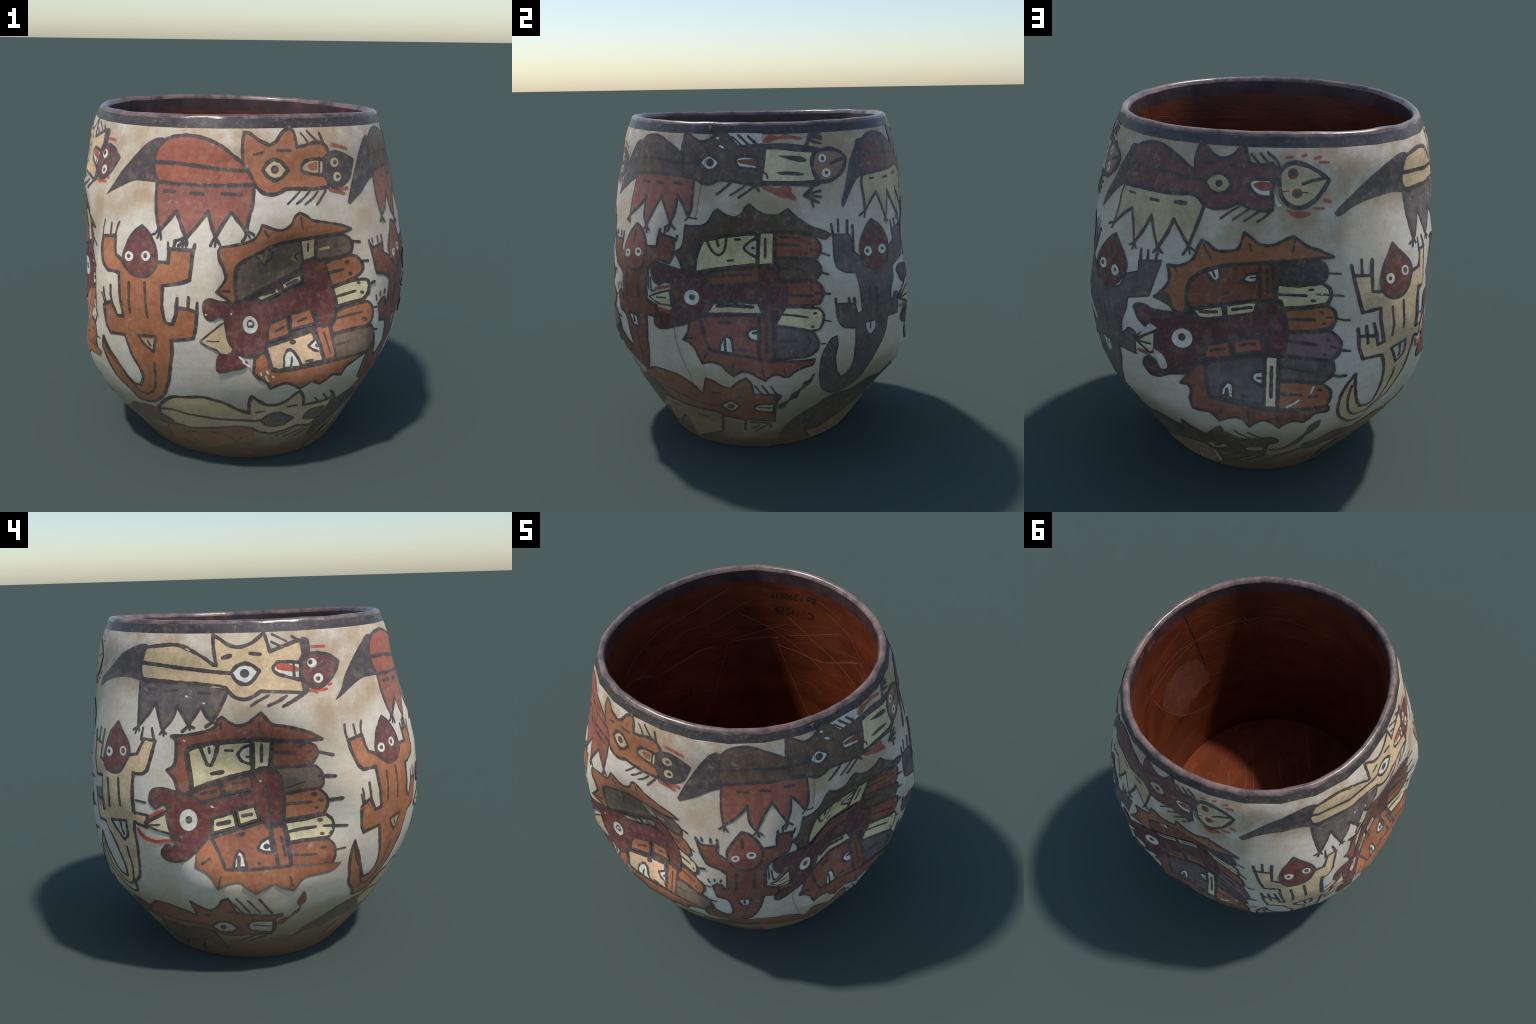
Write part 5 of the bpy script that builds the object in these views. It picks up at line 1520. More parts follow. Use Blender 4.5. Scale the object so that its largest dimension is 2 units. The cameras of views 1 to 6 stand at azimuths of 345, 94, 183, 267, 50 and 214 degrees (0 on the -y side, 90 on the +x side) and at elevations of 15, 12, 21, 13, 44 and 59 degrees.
line(1.23, [(115.1,115.8), (117.1,114.5)])
line(1.24, [(115.5,104.2), (117.4,103.6)])
line(0.84, [(115.6,88.7), (118.2,87.5)])
line(0.98, [(114.1,75.3), (116.3,75.0)])

motif("painted_bird")  # plum masked bird
area("outline", [(160.7,123.2,1), (162.2,128.9), (171.1,137.8), (183.0,140.5), (196.7,141.6), (198.2,136.4),
         (199.3,123.5), (200.5,112.1), (201.7,99.1), (200.3,84.4), (199.8,68.9), (194.6,62.4), (184.5,60.9),
         (169.9,64.8,1), (167.3,72.4), (165.5,85.9), (163.3,100.1), (160.6,111.1)])
area("orange", [(155.3,134.4,1), (158.4,134.5), (161.0,136.6), (162.8,139.9), (163.8,144.6), (164.9,148.7,1),
         (166.9,147.1), (168.5,144.6,1), (170.8,143.9), (173.5,144.5), (175.5,145.8), (176.6,150.4), (177.2,154.1,1),
         (179.0,152.0), (181.3,148.9), (183.7,148.2), (186.3,149.1), (188.9,151.6), (191.2,153.3,1), (193.1,151.2),
         (195.4,148.4), (198.8,146.5), (202.5,143.5,1), (198.8,143.0), (192.6,141.9), (185.0,140.4), (178.2,138.3),
         (171.8,137.1), (166.5,134.1), (162.2,128.9,1), (161.1,121.9), (160.6,113.2), (160.0,110.1,1),
         (157.7,111.1,1), (157.0,113.1), (155.5,115.6), (152.3,118.2,1), (154.2,121.4), (155.8,125.9), (155.9,130.0)],
         edge=1.45)
area("darkbrown", [(152.6,118.2,1), (154.6,121.2), (156.5,118.6), (157.3,113.1,1), (155.9,115.0)])
line(0.94, [(165.4,146.9), (166.4,143.7), (167.7,140.4)])
line(1.06, [(178.8,148.6,1), (179.2,144.8,1)])
line(1.19, [(-168.4,151.8,1), (-168.8,145.9,1)])
line(1.09, [(156.9,134.2,1), (158.1,131.4,1)])
area("redbrown", [(161.5,127.5,1), (165.8,133.7), (171.0,136.3), (177.0,137.8), (183.0,139.3,1), (185.6,138.6,1),
         (186.8,119.1,1), (181.6,117.4), (174.5,116.1), (167.4,114.6), (161.3,112.8,1), (160.8,120.4)], edge=2.07)
area("white", [(166.1,133.3,1), (169.9,135.6,1), (170.1,131.1), (169.3,127.8,1), (167.8,128.9)], edge=1.49)
line(1.22, [(168.0,133.7), (168.6,130.4)])
area("white", [(-179.0,133.1,1), (-181.9,131.6), (-183.6,128.4,1), (-181.1,127.2), (-179.0,128.2,1)], edge=1.50)
line(0.95, [(178.9,130.1), (181.0,130.6)])
line(1.80, [(-178.2,138.7,1), (-178.2,117.8,1)])
line(1.51, [(-176.1,135.9,1), (-175.6,122.4,1)])
line(1.52, [(170.2,120.8), (172.6,121.3)], colour="charcoal")
line(1.48, [(173.7,134.8), (174.9,135.1)], colour="charcoal")
area("charcoal", [(-173.8,139.0,1), (-169.2,141.2), (-162.6,142.0,1), (-160.1,140.4), (-159.2,136.6), (-159.6,132.6),
         (-160.9,130.7,1), (-165.8,129.9), (-173.1,128.6,1)], edge=1.33)
area("lemon", [(-172.8,127.9,1), (-166.8,128.1), (-160.6,130.5,1), (-158.5,128.1), (-158.2,124.0), (-158.9,120.3,1),
         (-164.5,117.2), (-170.5,115.0,1), (-171.5,118.9), (-172.6,119.3)], edge=1.63)
line(1.49, [(-172.4,122.1), (-164.4,123.3)])
line(1.08, [(-161.9,124.6), (-158.4,125.0)])
line(1.48, [(-163.6,126.6), (-162.7,126.9)], colour="charcoal")
line(1.49, [(-162.8,121.0), (-162.1,121.2)], colour="charcoal")
area("orange", [(-170.3,113.6,1), (-164.5,116.5), (-158.9,119.2,1), (-157.1,117.1), (-156.6,112.9), (-157.5,108.1,1),
         (-162.3,104.6), (-169.0,102.5,1)], edge=1.64)
line(1.65, [(-169.2,108.8), (-161.9,110.9)])
area("charcoal", [(-159.5,115.4), (-159.7,114.6), (-160.1,114.2), (-160.6,114.4), (-160.8,115.0), (-160.7,115.8),
         (-160.2,116.2), (-159.7,116.0)])
area("charcoal", [(-158.9,109.6), (-159.0,108.9), (-159.5,108.6), (-159.9,108.7), (-160.1,109.2), (-159.9,109.9),
         (-159.5,110.3), (-159.1,110.2)])
line(1.09, [(-158.9,113.0), (-156.6,113.6)])
area("mauve", [(-169.0,101.8,1), (-163.4,103.4), (-157.8,106.2,1), (-155.7,103.2), (-154.9,99.8), (-155.6,94.8),
         (-157.2,90.9,1), (-162.8,90.0), (-170.0,89.4,1), (-169.1,95.8)], edge=1.67)
line(1.67, [(-168.3,97.4), (-160.9,97.8)])
area("charcoal", [(-157.5,101.3), (-157.7,100.7), (-158.1,100.2), (-158.5,100.4), (-158.7,101.0), (-158.6,101.8),
         (-158.1,102.2), (-157.7,102.0)])
area("charcoal", [(-158.2,93.5), (-158.4,92.8), (-158.8,92.3), (-159.3,92.5), (-159.5,93.1), (-159.3,93.8),
         (-158.9,94.3), (-158.4,94.1)])
line(1.11, [(-157.4,98.2), (-155.0,97.3)])
area("grey", [(-170.8,88.7,1), (-163.9,89.2), (-156.8,90.2,1), (-156.3,85.8), (-156.8,81.9), (-159.1,77.3,1),
         (-164.8,77.0), (-170.6,76.5,1)], edge=1.55)
line(1.14, [(-170.3,83.6), (-165.6,82.7), (-161.7,82.9)])
area("charcoal", [(-158.1,87.4), (-158.3,86.7), (-158.7,86.3), (-159.1,86.5), (-159.3,87.0), (-159.2,87.7),
         (-158.8,88.1), (-158.3,87.9)])
area("orange", [(-171.0,75.4,1), (-164.8,76.3), (-158.7,76.6,1), (-156.7,73.8), (-156.3,68.6), (-157.2,63.6,1),
         (-164.3,62.2), (-171.3,61.4,1)], edge=1.44)
line(1.58, [(-170.1,69.5), (-164.3,69.3)])
line(1.58, [(-162.1,68.7), (-159.9,69.6)], colour="charcoal")
line(1.57, [(-159.7,73.1), (-158.9,73.1)], colour="charcoal")
line(1.01, [(-168.6,62.9), (-166.2,65.1)], colour="chip")
line(1.01, [(-166.2,65.1), (-165.1,66.6)], colour="chip")
line(1.00, [(-161.8,71.0), (-161.1,74.6)], colour="chip")
area("redbrown", [(163.9,83.5,1), (165.5,85.3,1), (166.5,79.1), (167.8,68.9), (169.8,65.4,1), (176.2,63.3),
         (184.5,60.9), (190.7,60.8), (196.5,61.8), (203.7,63.4,1), (203.5,60.5), (199.9,59.1), (198.4,55.8),
         (196.9,53.3,1), (194.0,54.4), (192.0,53.9), (189.3,50.0,1), (187.2,53.1), (184.7,54.4), (182.6,53.3),
         (180.1,50.1,1), (178.5,53.9), (176.4,55.7), (173.6,54.8), (171.0,52.9,1), (169.6,56.5), (168.0,59.1),
         (163.4,60.3,1), (162.6,65.5), (162.9,70.0), (161.8,72.9), (160.0,73.4,1), (161.3,77.2)])
line(1.47, [(163.9,83.5,1), (165.5,85.3,1), (166.5,79.1), (167.8,68.9), (169.8,65.4,1), (176.2,63.3), (184.5,60.9),
         (190.7,60.8), (196.5,61.8), (203.7,63.4,1), (203.5,60.5), (199.9,59.1), (198.4,55.8), (196.9,53.3,1),
         (194.0,54.4), (192.0,53.9), (189.3,50.0,1), (187.2,53.1), (184.7,54.4), (182.6,53.3), (180.1,50.1,1),
         (178.5,53.9), (176.4,55.7), (173.6,54.8), (171.0,52.9,1), (169.6,56.5), (168.0,59.1), (163.4,60.3,1),
         (162.6,65.5), (162.9,70.0), (161.8,72.9), (160.0,73.4,1), (161.3,77.2)], closed=True)
line(1.01, [(160.7,73.8,1), (163.6,72.7,1)])
line(1.02, [(171.9,60.5,1), (171.6,57.5,1)])
line(1.32, [(179.6,59.1,1), (180.1,53.2,1)])
line(1.32, [(-171.7,58.6,1), (-170.8,53.2,1)])
line(1.02, [(-163.4,59.4,1), (-162.4,56.0,1)])
area("grey", [(166.1,84.5,1), (173.6,86.0), (184.0,88.1,1), (184.5,75.5), (184.1,62.7,1), (176.1,64.6),
         (168.2,66.8,1), (166.9,75.8)], edge=1.89)
area("white", [(171.3,67.2,1), (171.5,71.1), (172.9,74.3,1), (174.7,73.0), (175.1,65.9,1), (173.5,66.0,1),
         (173.0,70.6,1), (172.7,67.1,1)], edge=1.74)
area("white", [(-176.3,80.5,1), (-179.0,79.0), (-180.0,76.2,1), (-178.4,73.7), (-176.1,72.5,1)], edge=1.59)
line(1.44, [(-178.0,76.3,1), (-176.2,76.4,1)])
area("lemon", [(-175.6,88.5,1), (-171.5,88.9,1), (-171.6,61.8,1), (-175.5,61.8,1)], edge=1.74)
line(1.88, [(-173.5,82.8,1), (-173.5,67.4,1)])
line(1.59, [(177.7,66.7), (180.2,67.0)], colour="charcoal")
area("plum", [(146.0,110.3,1), (147.3,112.2), (149.9,112.3), (153.1,111.0), (157.7,110.1), (161.0,109.7,1),
         (163.9,107.8), (167.4,107.5), (172.9,108.4), (180.8,110.8,1), (181.8,115.2,1), (184.2,117.4), (187.3,117.7),
         (189.5,113.9), (190.7,107.0), (190.9,97.9), (190.0,91.2), (187.5,88.6), (184.8,90.2), (183.3,98.8,1),
         (182.0,99.4), (174.1,96.7), (166.2,95.5,1), (164.9,91.5), (164.8,86.0), (162.9,82.1), (160.6,78.7,1),
         (157.0,78.1), (153.9,76.3), (151.1,77.4), (149.3,80.4), (149.7,83.7), (151.5,87.0,1), (153.4,83.2),
         (155.2,79.9,1), (156.7,80.4,1), (156.0,85.5), (153.6,92.2,1), (153.2,97.2), (153.5,102.3,1), (152.3,104.0),
         (150.8,102.8), (149.6,102.7,1), (147.7,105.6)], edge=1.70)
area("lemon", [(162.1,112.4,1), (170.6,114.9,1), (171.0,108.6,1), (166.6,107.6), (163.6,108.2,1)], edge=1.54)
area("lemon", [(171.4,114.8,1), (181.1,116.7,1), (179.9,110.7), (171.8,108.5,1)], edge=1.54)
line(1.81, [(164.1,111.4,1), (168.8,111.3,1)])
line(1.81, [(173.7,112.3,1), (179.4,113.4,1)])
area("red", [(166.2,94.0,1), (172.6,95.1,1), (173.9,87.3,1), (165.5,86.6,1)], edge=1.57)
area("red", [(173.9,95.7,1), (182.5,97.7,1), (183.7,90.8,1), (174.8,88.4,1)], edge=1.56)
line(1.71, [(167.4,90.7,1), (171.5,91.5,1)])
line(1.56, [(175.9,93.2,1), (180.8,94.1,1)])
area("white", [(162.4,96.8), (161.7,93.3), (159.9,92.1), (158.1,93.6), (157.2,97.2), (158.0,100.8), (159.7,102.2),
         (161.6,100.5)])
area("charcoal", [(160.7,97.6), (160.4,96.1), (159.8,95.6), (159.1,96.2), (158.8,97.8), (159.0,99.3), (159.7,99.8),
         (160.3,99.1)])
line(1.40, [(-174.3,113.0), (-173.7,104.0), (-173.3,95.6)])
area("lemon", [(146.9,93.0,1), (150.1,97.6), (153.0,100.8,1), (153.0,90.6), (152.0,89.1,1)], edge=1.27)
line(1.14, [(147.9,93.2,1), (151.9,93.9,1)])
line(1.42, [(146.0,93.9), (148.8,97.7), (152.6,101.3)])
line(1.72, [(147.7,88.1), (150.6,88.1)], colour="blood")
area("slip", [(152.8,91.3,1), (155.0,88.2), (156.2,82.5), (155.8,80.5), (154.5,80.5,1), (153.5,85.5)])
area("slip", [(150.8,102.8,1), (151.9,104.6), (153.5,102.3,1), (147.9,95.8,1)])
line(0.94, [(-159.0,135.6), (-155.6,135.6)])
line(1.08, [(-158.1,125.0), (-155.0,125.1)])
line(1.23, [(-156.3,113.3), (-152.8,112.4)])
line(1.25, [(-154.8,97.0), (-152.3,96.0)])
line(1.42, [(-156.2,82.4), (-152.7,82.2)])

motif("painted_bird")  # maroon masked bird
area("outline", [(-112.8,133.3,1), (-103.0,137.5), (-90.8,138.4), (-76.0,137.0), (-74.5,130.5), (-72.9,116.9),
         (-71.4,103.6), (-70.0,90.6), (-70.0,76.5), (-70.7,70.4), (-84.3,68.9), (-102.1,68.3,1), (-105.1,79.4),
         (-106.7,87.1), (-108.1,102.3), (-111.9,110.4), (-113.0,122.8)])
area("brick", [(-117.2,141.4,1), (-111.7,142.0), (-106.2,143.6), (-103.9,145.7), (-103.1,149.1), (-101.7,150.6,1),
         (-99.7,147.9), (-96.7,145.8), (-93.5,147.0), (-91.5,149.5), (-89.1,152.3,1), (-87.6,149.4), (-85.7,145.8,1),
         (-81.1,144.6), (-76.9,142.9), (-73.3,140.6), (-69.7,137.1,1), (-75.2,137.2), (-80.9,137.2), (-86.0,138.0),
         (-92.0,138.5), (-99.0,138.1), (-105.9,137.2), (-111.7,135.8), (-113.2,133.3,1), (-113.1,128.1),
         (-112.4,118.9), (-112.1,111.7,1), (-114.4,110.9), (-115.9,112.7,1), (-116.2,115.6), (-117.1,119.6),
         (-118.8,123.5,1), (-117.0,125.3), (-116.1,129.7), (-115.8,139.2)], edge=1.72)
line(1.19, [(-102.2,147.5,1), (-102.2,144.2,1)])
line(1.18, [(-89.9,149.2,1), (-89.8,144.9,1)])
line(0.93, [(-113.4,139.2), (-113.1,138.7)], colour="chip")
line(1.32, [(-115.7,138.6,1), (-114.4,137.6,1)])
area("lemon", [(-112.5,133.3,1), (-109.6,135.3), (-103.0,136.5), (-92.5,137.4,1), (-92.6,120.4,1), (-99.9,118.1),
         (-107.1,115.2), (-111.6,112.8,1), (-112.2,122.7)], edge=1.76)
area("lemon", [(-91.8,137.8,1), (-85.9,137.0,1), (-86.5,122.0,1), (-89.3,122.0), (-91.9,120.4,1)], edge=1.62)
line(1.75, [(-89.1,135.3,1), (-89.1,125.7,1)])
area("lemon", [(-108.8,135.5,1), (-107.9,130.0), (-107.1,125.1,1), (-106.1,124.6,1), (-104.8,128.8),
         (-103.4,136.2,1)], edge=1.88)
area("white", [(-107.2,135.3,1), (-106.4,126.3,1), (-104.8,136.0,1)])
line(1.33, [(-106.2,134.5,1), (-106.2,131.7,1)])
area("white", [(-92.7,135.3,1), (-95.5,133.7), (-97.4,130.0,1), (-96.2,126.5), (-93.0,124.1,1)], edge=1.75)
area("slip", [(-93.2,133.3,1), (-95.9,129.9,1), (-93.4,126.4,1)])
area("charcoal", [(-93.2,128.6), (-93.4,128.0), (-94.0,127.8), (-94.5,128.0), (-94.7,128.7), (-94.5,129.2),
         (-93.9,129.4), (-93.4,129.2)])
line(1.61, [(-101.4,132.6,1), (-99.0,132.2,1)])
line(2.30, [(-105.9,120.2,1), (-102.8,120.5,1)])
area("redbrown", [(-85.6,137.0,1), (-79.7,136.3), (-74.0,135.9,1), (-71.9,133.5), (-71.4,129.7), (-72.8,125.3,1),
         (-77.0,123.3), (-85.4,122.3,1)], edge=1.47)
line(1.73, [(-85.0,130.8), (-78.4,130.2)])
area("charcoal", [(-73.0,131.0), (-73.4,130.4), (-74.1,130.2), (-74.9,130.5), (-75.2,131.1), (-74.8,131.7),
         (-74.1,132.0), (-73.3,131.7)])
area("charcoal", [(-74.8,127.9), (-75.0,127.3), (-75.6,127.0), (-76.0,127.2), (-76.3,127.9), (-76.0,128.5),
         (-75.6,128.8), (-75.1,128.6)])
line(1.46, [(-77.0,133.8), (-75.2,135.3)])
area("brown", [(-85.0,121.7,1), (-77.7,123.0), (-72.1,123.4,1), (-70.5,120.2), (-69.9,115.7), (-70.6,111.7),
         (-74.2,110.9,1), (-79.4,109.0), (-81.9,107.8,1), (-82.6,115.7)], edge=1.34)
line(0.81, [(-81.4,111.0), (-75.2,114.8)])
area("orange", [(-81.7,107.2,1), (-76.5,109.6), (-71.2,111.1,1), (-69.2,107.1), (-68.8,102.4), (-69.8,97.7,1),
         (-75.1,96.1), (-81.9,94.1,1)], edge=1.49)
line(1.76, [(-81.3,102.4), (-73.5,103.8)])
area("charcoal", [(-71.5,108.0), (-71.8,107.1), (-72.4,106.7), (-73.0,107.0), (-73.4,107.9), (-73.1,108.8),
         (-72.5,109.2), (-71.8,108.9)])
area("charcoal", [(-69.8,104.7), (-70.0,103.8), (-70.6,103.5), (-71.1,103.8), (-71.4,104.6), (-71.2,105.5),
         (-70.6,105.9), (-70.1,105.6)])
area("charcoal", [(-71.2,100.6), (-71.4,99.9), (-71.9,99.6), (-72.3,99.9), (-72.5,100.5), (-72.3,101.2),
         (-71.9,101.5), (-71.4,101.3)])
area("lemon", [(-82.0,92.2,1), (-75.2,94.5), (-69.4,97.0,1), (-67.5,93.7), (-67.3,88.5), (-68.9,84.5,1), (-74.2,84.0),
         (-80.9,82.3,1), (-81.3,86.7)], edge=1.64)
line(1.78, [(-80.9,87.5), (-76.2,89.4), (-72.4,90.3)])
area("charcoal", [(-70.1,93.9), (-70.4,93.1), (-71.1,92.8), (-71.7,93.1), (-72.0,93.9), (-71.7,94.7), (-71.0,95.1),
         (-70.4,94.8)])
area("charcoal", [(-69.9,86.5), (-70.1,85.9), (-70.7,85.7), (-71.2,85.9), (-71.4,86.6), (-71.1,87.2), (-70.6,87.4),
         (-70.0,87.1)])
area("rust", [(-80.8,81.8,1), (-74.2,83.4), (-68.6,83.2,1), (-67.1,80.0), (-66.8,75.1), (-67.4,70.3,1), (-74.9,70.2),
         (-80.8,70.1,1)], edge=1.38)
line(1.23, [(-80.5,76.0), (-73.0,76.3)])
line(1.50, [(-71.4,79.3), (-69.9,79.3)], colour="charcoal")
area("orange", [(-110.8,79.1,1), (-108.9,84.3), (-107.1,85.9,1), (-105.1,80.6), (-102.5,70.2,1), (-96.2,67.9),
         (-86.2,68.8), (-78.6,70.1), (-71.1,70.2), (-64.7,69.4,1), (-67.0,65.7), (-71.2,64.8), (-75.6,64.3),
         (-78.2,61.0), (-80.0,55.9,1), (-83.3,57.9), (-86.4,60.4), (-89.2,58.3), (-92.4,54.8,1), (-94.8,57.8),
         (-97.1,61.4), (-100.2,61.6), (-102.6,60.2), (-104.9,58.0,1), (-106.0,62.4), (-107.8,66.7), (-111.3,70.8,1)])
line(1.10, [(-110.8,79.1,1), (-108.9,84.3), (-107.1,85.9,1), (-105.1,80.6), (-102.5,70.2,1), (-96.2,67.9),
         (-86.2,68.8), (-78.6,70.1), (-71.1,70.2), (-64.7,69.4,1), (-67.0,65.7), (-71.2,64.8), (-75.6,64.3),
         (-78.2,61.0), (-80.0,55.9,1), (-83.3,57.9), (-86.4,60.4), (-89.2,58.3), (-92.4,54.8,1), (-94.8,57.8),
         (-97.1,61.4), (-100.2,61.6), (-102.6,60.2), (-104.9,58.0,1), (-106.0,62.4), (-107.8,66.7), (-111.3,70.8,1)],
         closed=True, colour="brown")
line(1.51, [(-109.3,72.6,1), (-107.1,74.9,1)])
line(1.11, [(-103.7,65.1,1), (-104.6,59.5,1)])
line(1.11, [(-81.3,64.2,1), (-80.5,59.1,1)])
area("rust", [(-106.7,85.8,1), (-100.4,88.0), (-88.9,92.3,1), (-86.9,87.2), (-85.7,78.3), (-85.0,69.4,1),
         (-94.2,68.4), (-102.1,68.9,1), (-104.3,78.1)], edge=1.65)
line(1.79, [(-98.7,86.2,1), (-95.9,86.6,1)])
area("white", [(-99.6,69.3,1), (-99.1,74.6), (-97.9,78.5,1), (-96.4,76.6), (-95.2,69.6,1)], edge=1.65)
line(1.92, [(-97.8,75.0), (-97.9,69.5)])
area("white", [(-87.2,84.4,1), (-90.1,82.0), (-91.3,78.8,1), (-89.4,77.3), (-86.4,76.8,1)], edge=1.65)
area("charcoal", [(-87.1,80.0), (-87.5,78.9), (-88.3,78.5), (-89.2,78.9), (-89.5,79.9), (-89.1,80.9), (-88.2,81.3),
         (-87.4,80.9)])
line(1.51, [(-91.7,71.7), (-90.9,71.7)], colour="charcoal")
area("rust", [(-86.3,89.6,1), (-82.5,90.3,1), (-81.0,70.4,1), (-84.8,69.5,1)], edge=1.51)
line(1.37, [(-83.4,84.8,1), (-82.6,75.5,1)])
area("maroon", [(-123.7,111.2,1), (-122.5,113.3), (-120.4,113.7), (-117.8,112.6), (-114.4,110.2), (-112.2,109.8,1),
         (-109.4,105.2,1), (-104.2,106.2), (-97.5,107.6), (-93.5,108.7,1), (-92.9,116.4,1), (-90.2,120.3),
         (-86.7,121.6,1), (-83.8,119.0), (-82.6,113.6), (-82.1,104.1), (-82.7,96.0), (-84.1,91.5), (-86.8,90.3),
         (-88.9,93.0), (-90.6,97.1,1), (-92.1,101.6,1), (-98.1,100.1), (-106.4,96.0,1), (-106.6,88.3,1),
         (-108.2,84.8), (-110.1,81.5), (-112.1,78.0,1), (-114.2,75.5), (-116.9,74.1), (-119.5,74.1), (-121.4,76.3),
         (-121.5,79.2), (-120.1,82.8,1), (-118.0,81.9), (-116.7,82.9,1), (-118.2,87.6), (-119.3,93.6), (-119.5,99.6),
         (-118.7,103.6,1), (-120.3,105.6), (-122.5,103.1,1), (-123.8,106.0)], edge=1.64)
line(1.51, [(-88.1,113.6), (-87.3,106.9), (-86.2,96.8), (-86.1,92.2)])
line(1.08, [(-120.9,109.4), (-122.7,108.1)])
area("redbrown", [(-111.9,110.4,1), (-108.6,112.9), (-104.1,114.6,1), (-103.0,108.0,1), (-108.0,105.9),
         (-110.0,106.1,1)], edge=1.50)
area("redbrown", [(-103.1,114.8,1), (-97.8,116.9), (-93.1,118.1,1), (-93.2,111.3), (-102.2,108.6,1)], edge=1.49)
line(1.76, [(-109.1,110.1,1), (-105.0,110.5,1)])
line(1.63, [(-99.6,113.8,1), (-94.9,114.7,1)])
area("lemon", [(-106.2,95.9,1), (-99.6,98.2,1), (-98.7,90.4,1), (-106.4,88.2,1)], edge=1.51)
area("lemon", [(-98.5,99.4,1), (-92.1,101.3,1), (-90.7,94.1,1), (-97.4,91.3,1)], edge=1.51)
line(2.61, [(-104.5,92.7,1), (-101.2,93.4,1)])
line(2.06, [(-96.4,96.4,1), (-93.1,97.0,1)])
area("white", [(-110.6,96.1), (-111.4,92.1), (-113.3,90.7), (-115.1,92.8), (-115.7,97.1), (-114.9,101.2),
         (-113.1,102.5), (-111.3,100.4)])
area("charcoal", [(-112.1,96.5), (-112.4,95.0), (-113.1,94.5), (-113.8,95.3), (-114.1,96.9), (-113.8,98.4),
         (-113.1,98.9), (-112.3,98.1)])
line(0.95, [(-106.4,102.7), (-105.9,102.2)], colour="chip")
line(0.95, [(-89.8,115.1), (-89.3,114.8)], colour="chip")
area("lemon", [(-126.0,93.6,1), (-122.7,97.5), (-119.6,100.3,1), (-119.1,93.6), (-118.4,89.0,1), (-122.3,90.8,1)],
         edge=1.22)
line(1.23, [(-124.8,93.5), (-121.7,93.9)])
line(1.36, [(-125.9,95.0), (-123.0,98.1), (-119.4,101.6)])
line(1.62, [(-124.1,98.7), (-120.4,102.3)], colour="bloodbright")
line(1.79, [(-128.3,91.4), (-126.6,86.6), (-123.4,84.4), (-120.4,85.2), (-118.4,84.9)], colour="bloodbright")
line(1.61, [(-71.6,131.0), (-66.6,128.5)])
line(1.88, [(-71.2,117.9), (-66.4,117.4)])
line(2.03, [(-68.5,104.7), (-64.7,105.5)])
line(1.37, [(-70.0,90.6), (-63.2,90.4)])
line(0.97, [(-67.2,77.3), (-63.5,78.0)])

motif("crack")  # seam
line(0.25, [(77.2,195.4), (77.3,189.1), (76.5,180.4), (75.5,171.5), (74.7,160.2), (74.0,151.3), (73.1,145.0)],
         colour="crackline")
line(0.26, [(64.5,83.2), (64.9,75.5), (66.1,65.3), (67.7,56.2), (68.6,47.3), (69.0,39.4)], colour="crackline")
area("clay", [(69.0,197.5,1), (71.3,197.4), (78.4,195.4,1), (77.6,193.9), (77.4,192.3,1), (76.6,194.2), (75.7,195.4)])



# ------------------------------------------------------- marks inside the vessel
motif("stain", on_inner)           # rubbed patch, a run of dark liquid and a smear
area("film", [(77, 146, 1), (72, 143), (70, 137, 1), (66.5, 127), (66, 119, 1), (68.3, 112), (72, 113, 1), (76.7, 107), (82, 111, 1), (87, 100), (92, 104, 1), (99, 122), (103, 132, 1), (100, 139), (95, 146, 1), (90, 146), (86, 149, 1)])
line(1.6, [(74.4, 186), (72.4, 170), (69.9, 151), (68, 135), (67.3, 126)], colour="drip")
line(3.0, [(92.5, 100.2), (90, 101.5)], colour="ink")
line(1.3, [(66.8, 86), (58.3, 106), (47.5, 108, 1), (46, 97), (43, 89.5), (38, 94), (34, 100), (29.8, 98)], colour="film")

motif("scratch", on_inner)         # pale scratches and hair cracks
for width, path in [
        (0.5, [(108.5, 149), (103.5, 131.5), (92, 107), (77, 90.4), (68.4, 87)]),
        (0.4, [(118.8, 160), (99.7, 155), (79, 158), (58, 163), (43.4, 163, 1), (41.8, 157, 1), (33.5, 162), (21.4, 164), (6.3, 160.6), (-12.5, 162), (-23, 161)]),
        (0.4, [(111.5, 157), (86, 162), (61, 160), (43, 167, 1), (42, 163, 1), (32.6, 165.4), (20, 164)]),
        (0.6, [(-52, 156), (-64.4, 151), (-76, 143)]), (0.9, [(-82, 140), (-97, 140.5), (-108, 143.3), (-115.5, 142.7)]),
        (0.7, [(-123, 144), (-135, 146), (-148, 147.5)]), (0.6, [(-154, 165), (-169.6, 151.5), (-198.6, 139.5)]),
        (0.6, [(-154, 151), (-165.7, 156), (-185, 168.6)]), (0.5, [(-148, 143), (-152.7, 124.5), (-158.4, 106), (-165.4, 86)]),
        (0.5, [(-122, 143), (-117, 123), (-112, 104), (-101, 79)]), (0.4, [(-64, 151), (-87.5, 155), (-99, 162), (-114, 162), (-134.5, 175)]),
        (0.4, [(-56, 162.5), (-83, 171), (-107, 175), (-125.5, 185)]), (0.5, [(-123.6, 145), (-143.6, 154), (-152, 159)]),
        (0.5, [(-129, 166), (-143.6, 155), (-158.5, 143), (-173, 133)]), (0.8, [(-148, 142), (-155.6, 140), (-173.7, 139), (-199.8, 158)]),
        (0.4, [(-174.6, 178), (-190.8, 172), (-203.7, 161)])]:
    line(width, path, colour="scratch")
rng = random.Random(21)
for k in range(46):                # many finer ones, mostly running round the wall
    az, z = rng.uniform(-180, 180), 100 + 78 * rng.random()
    steep = rng.gauss(0, 0.5)
    path, n = [], rng.randint(3, 6)
    for i in range(n):
        path.append((az, min(max(z, 55), 183)))
        az += rng.uniform(5, 11)
        z += steep * 6 + rng.gauss(0, 2.2)
    line(rng.uniform(0.16, 0.32), path, colour="scratch")


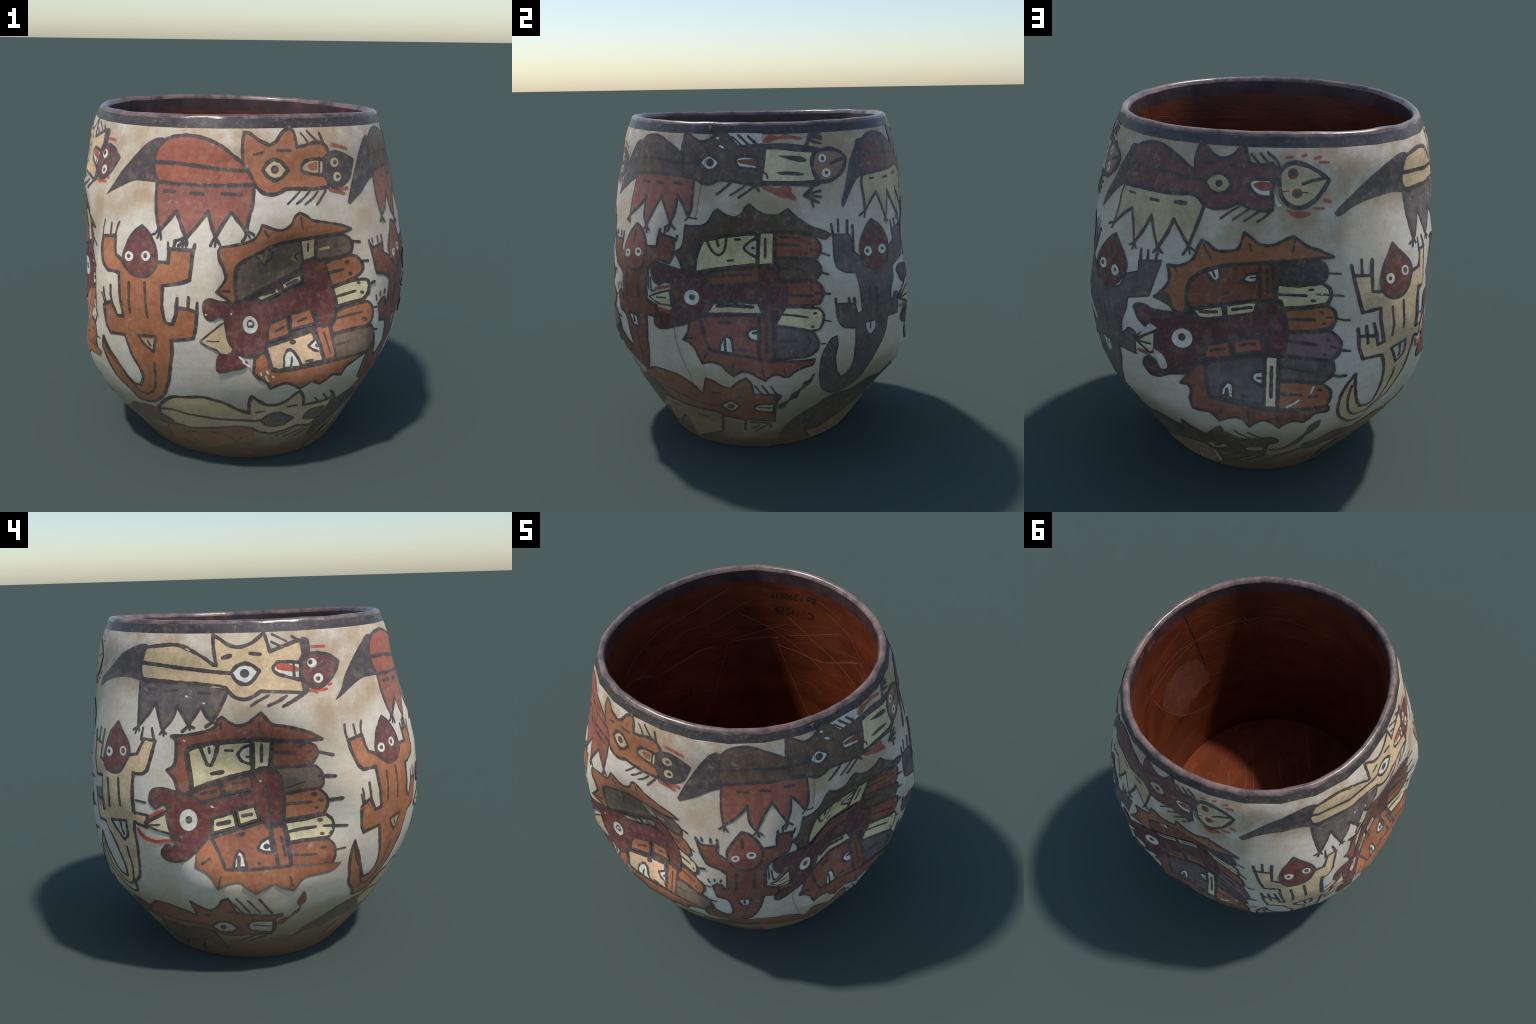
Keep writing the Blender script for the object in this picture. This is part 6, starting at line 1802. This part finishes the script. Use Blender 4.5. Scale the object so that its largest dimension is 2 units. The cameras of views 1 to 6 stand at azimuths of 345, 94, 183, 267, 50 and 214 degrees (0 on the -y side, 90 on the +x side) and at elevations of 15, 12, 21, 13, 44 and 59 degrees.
def on_floor(az, height_cm, lift=0.0):
    """The floor is drawn in plain x, y centimetres."""
    return Vector((az * CM_PER_DEG * 0.01 - 0.045, height_cm * 0.01 + 0.058, INNER_FLOOR + lift)), Vector((0, 0, 1))


motif("floor_crack", on_floor)
for k in range(13):                # wavy hair cracks, all combed the same way
    u = -66 + 11 * k + rng.uniform(-3, 3)
    half = math.sqrt(max(0.0, 72.0 ** 2 - u * u))
    lo, hi = sorted(rng.uniform(-half, half) for _ in range(2))
    lo, hi = (lo, hi) if hi - lo > 30 else (-0.8 * half, 0.6 * half)
    path, v = [], lo
    while v < hi:
        w = u + 3.0 * noise.noise(Vector((u, v * 0.05, 1.0)))
        x, y = 0.81 * w + 0.58 * v, 0.58 * w - 0.81 * v
        path.append((x / CM_PER_DEG, y))
        v += 7
    if len(path) > 2:
        line(0.3, path, colour="scratch")


def inscription(text, az, height, size, lean, upside_down):
    """Inked catalogue number, set in the built-in font and laid on the inner wall."""
    cu = bpy.data.curves.new("ink_text", "FONT")
    cu.body = text
    cu.size = size
    cu.align_x = "CENTER"
    cu.shear = 0.15
    cu.resolution_u = 2
    tmp = bpy.data.objects.new("ink_text", cu)
    bpy.context.scene.collection.objects.link(tmp)
    bpy.context.view_layer.update()
    me = tmp.evaluated_get(bpy.context.evaluated_depsgraph_get()).to_mesh()
    verts, normals, faces = [], [], [tuple(p.vertices) for p in me.polygons]
    for v in me.vertices:
        x, y = v.co.x, v.co.y + lean * v.co.x
        if upside_down:
            x, y = -x, -y
        p, n = on_inner(az - x / 1.33, height + y, 0.0012)
        verts.append(p)
        normals.append(n)
    tris = []
    for f in faces:
        for i in range(1, len(f) - 1):
            tris.append((f[0], f[i], f[i + 1]))
    tmp.evaluated_get(bpy.context.evaluated_depsgraph_get()).to_mesh_clear()
    bpy.data.objects.remove(tmp)
    bpy.data.curves.remove(cu)
    MARKS.append(("inscription", [("ink", verts, normals, tris)]))


inscription("C . 11575", -157.5, 172.5, 7.2, 0.07, True)
inscription("Ro 1.290539", -157.0, 183.6, 6.2, 0.08, True)
inscription("1661", -92.0, 109.5, 8.5, 0.05, False)
inscription("8", -92.6, 95.0, 7.0, 0.0, False)



# -------------------------------------------------------------------- assembly
WALL, RIM, LIP = wall_material(), rim_material(), lip_material()
INNER_BAND, INNER, FLOOR = inner_band_material(), inner_material(), floor_material()

outer_normals = [[wall_normal(az, t) for az in AZ] for t in OUTER_T]
# the lower edge of the rim band wanders a little: nudge that ring of the lattice
cut = min(range(len(OUTER_T)), key=lambda i: abs(OUTER_T[i] - BAND_T))
strip("wall", outer[:cut + 1], WALL, outer_normals[:cut + 1])
strip("rim_band", outer[cut:], RIM, outer_normals[cut:])
strip("lip", [outer[-1]] + lip, LIP)
deep = min(range(len(inner)), key=lambda i: abs(inner[i][0].z - (rim_top(0) - 0.115)))
strip("inner_band", [lip[-1]] + inner[:deep + 1], INNER_BAND)
strip("inner_wall", inner[deep:], INNER)
strip("inner_floor", [inner[-1]], FLOOR, cap=Vector((-0.018, 0.039, INNER_FLOOR)))
strip("base", [list(reversed(outer[0]))], WALL, cap=Vector((0, 0, 0.0)))

for name, marks in MARKS:
    parent = None
    for lines in (False, True):
        verts, normals, faces, slots, mats = [], [], [], [], []
        for colour, v, n, f in marks:
            if (colour == "outline") != lines:
                continue
            if PAINT[colour] not in mats:
                mats.append(PAINT[colour])
            k = len(verts)
            verts += v
            normals += n
            faces += [tuple(i + k for i in t) for t in f]
            slots += [mats.index(PAINT[colour])] * len(f)
        if not faces:
            continue
        # keep every triangle facing outwards
        for i, (a, b, c) in enumerate(faces):
            if (verts[b] - verts[a]).cross(verts[c] - verts[a]).dot(normals[a]) < 0:
                faces[i] = (a, c, b)
        ob = mesh_object("outline" if (lines and parent) else name, verts, faces, mats[0], parent or vessel, None)
        for extra in mats[1:]:
            ob.data.materials.append(extra)
        ob.data.polygons.foreach_set("material_index", slots)
        ob.data.normals_split_custom_set_from_vertices([tuple(n) for n in normals])
        parent = parent or ob
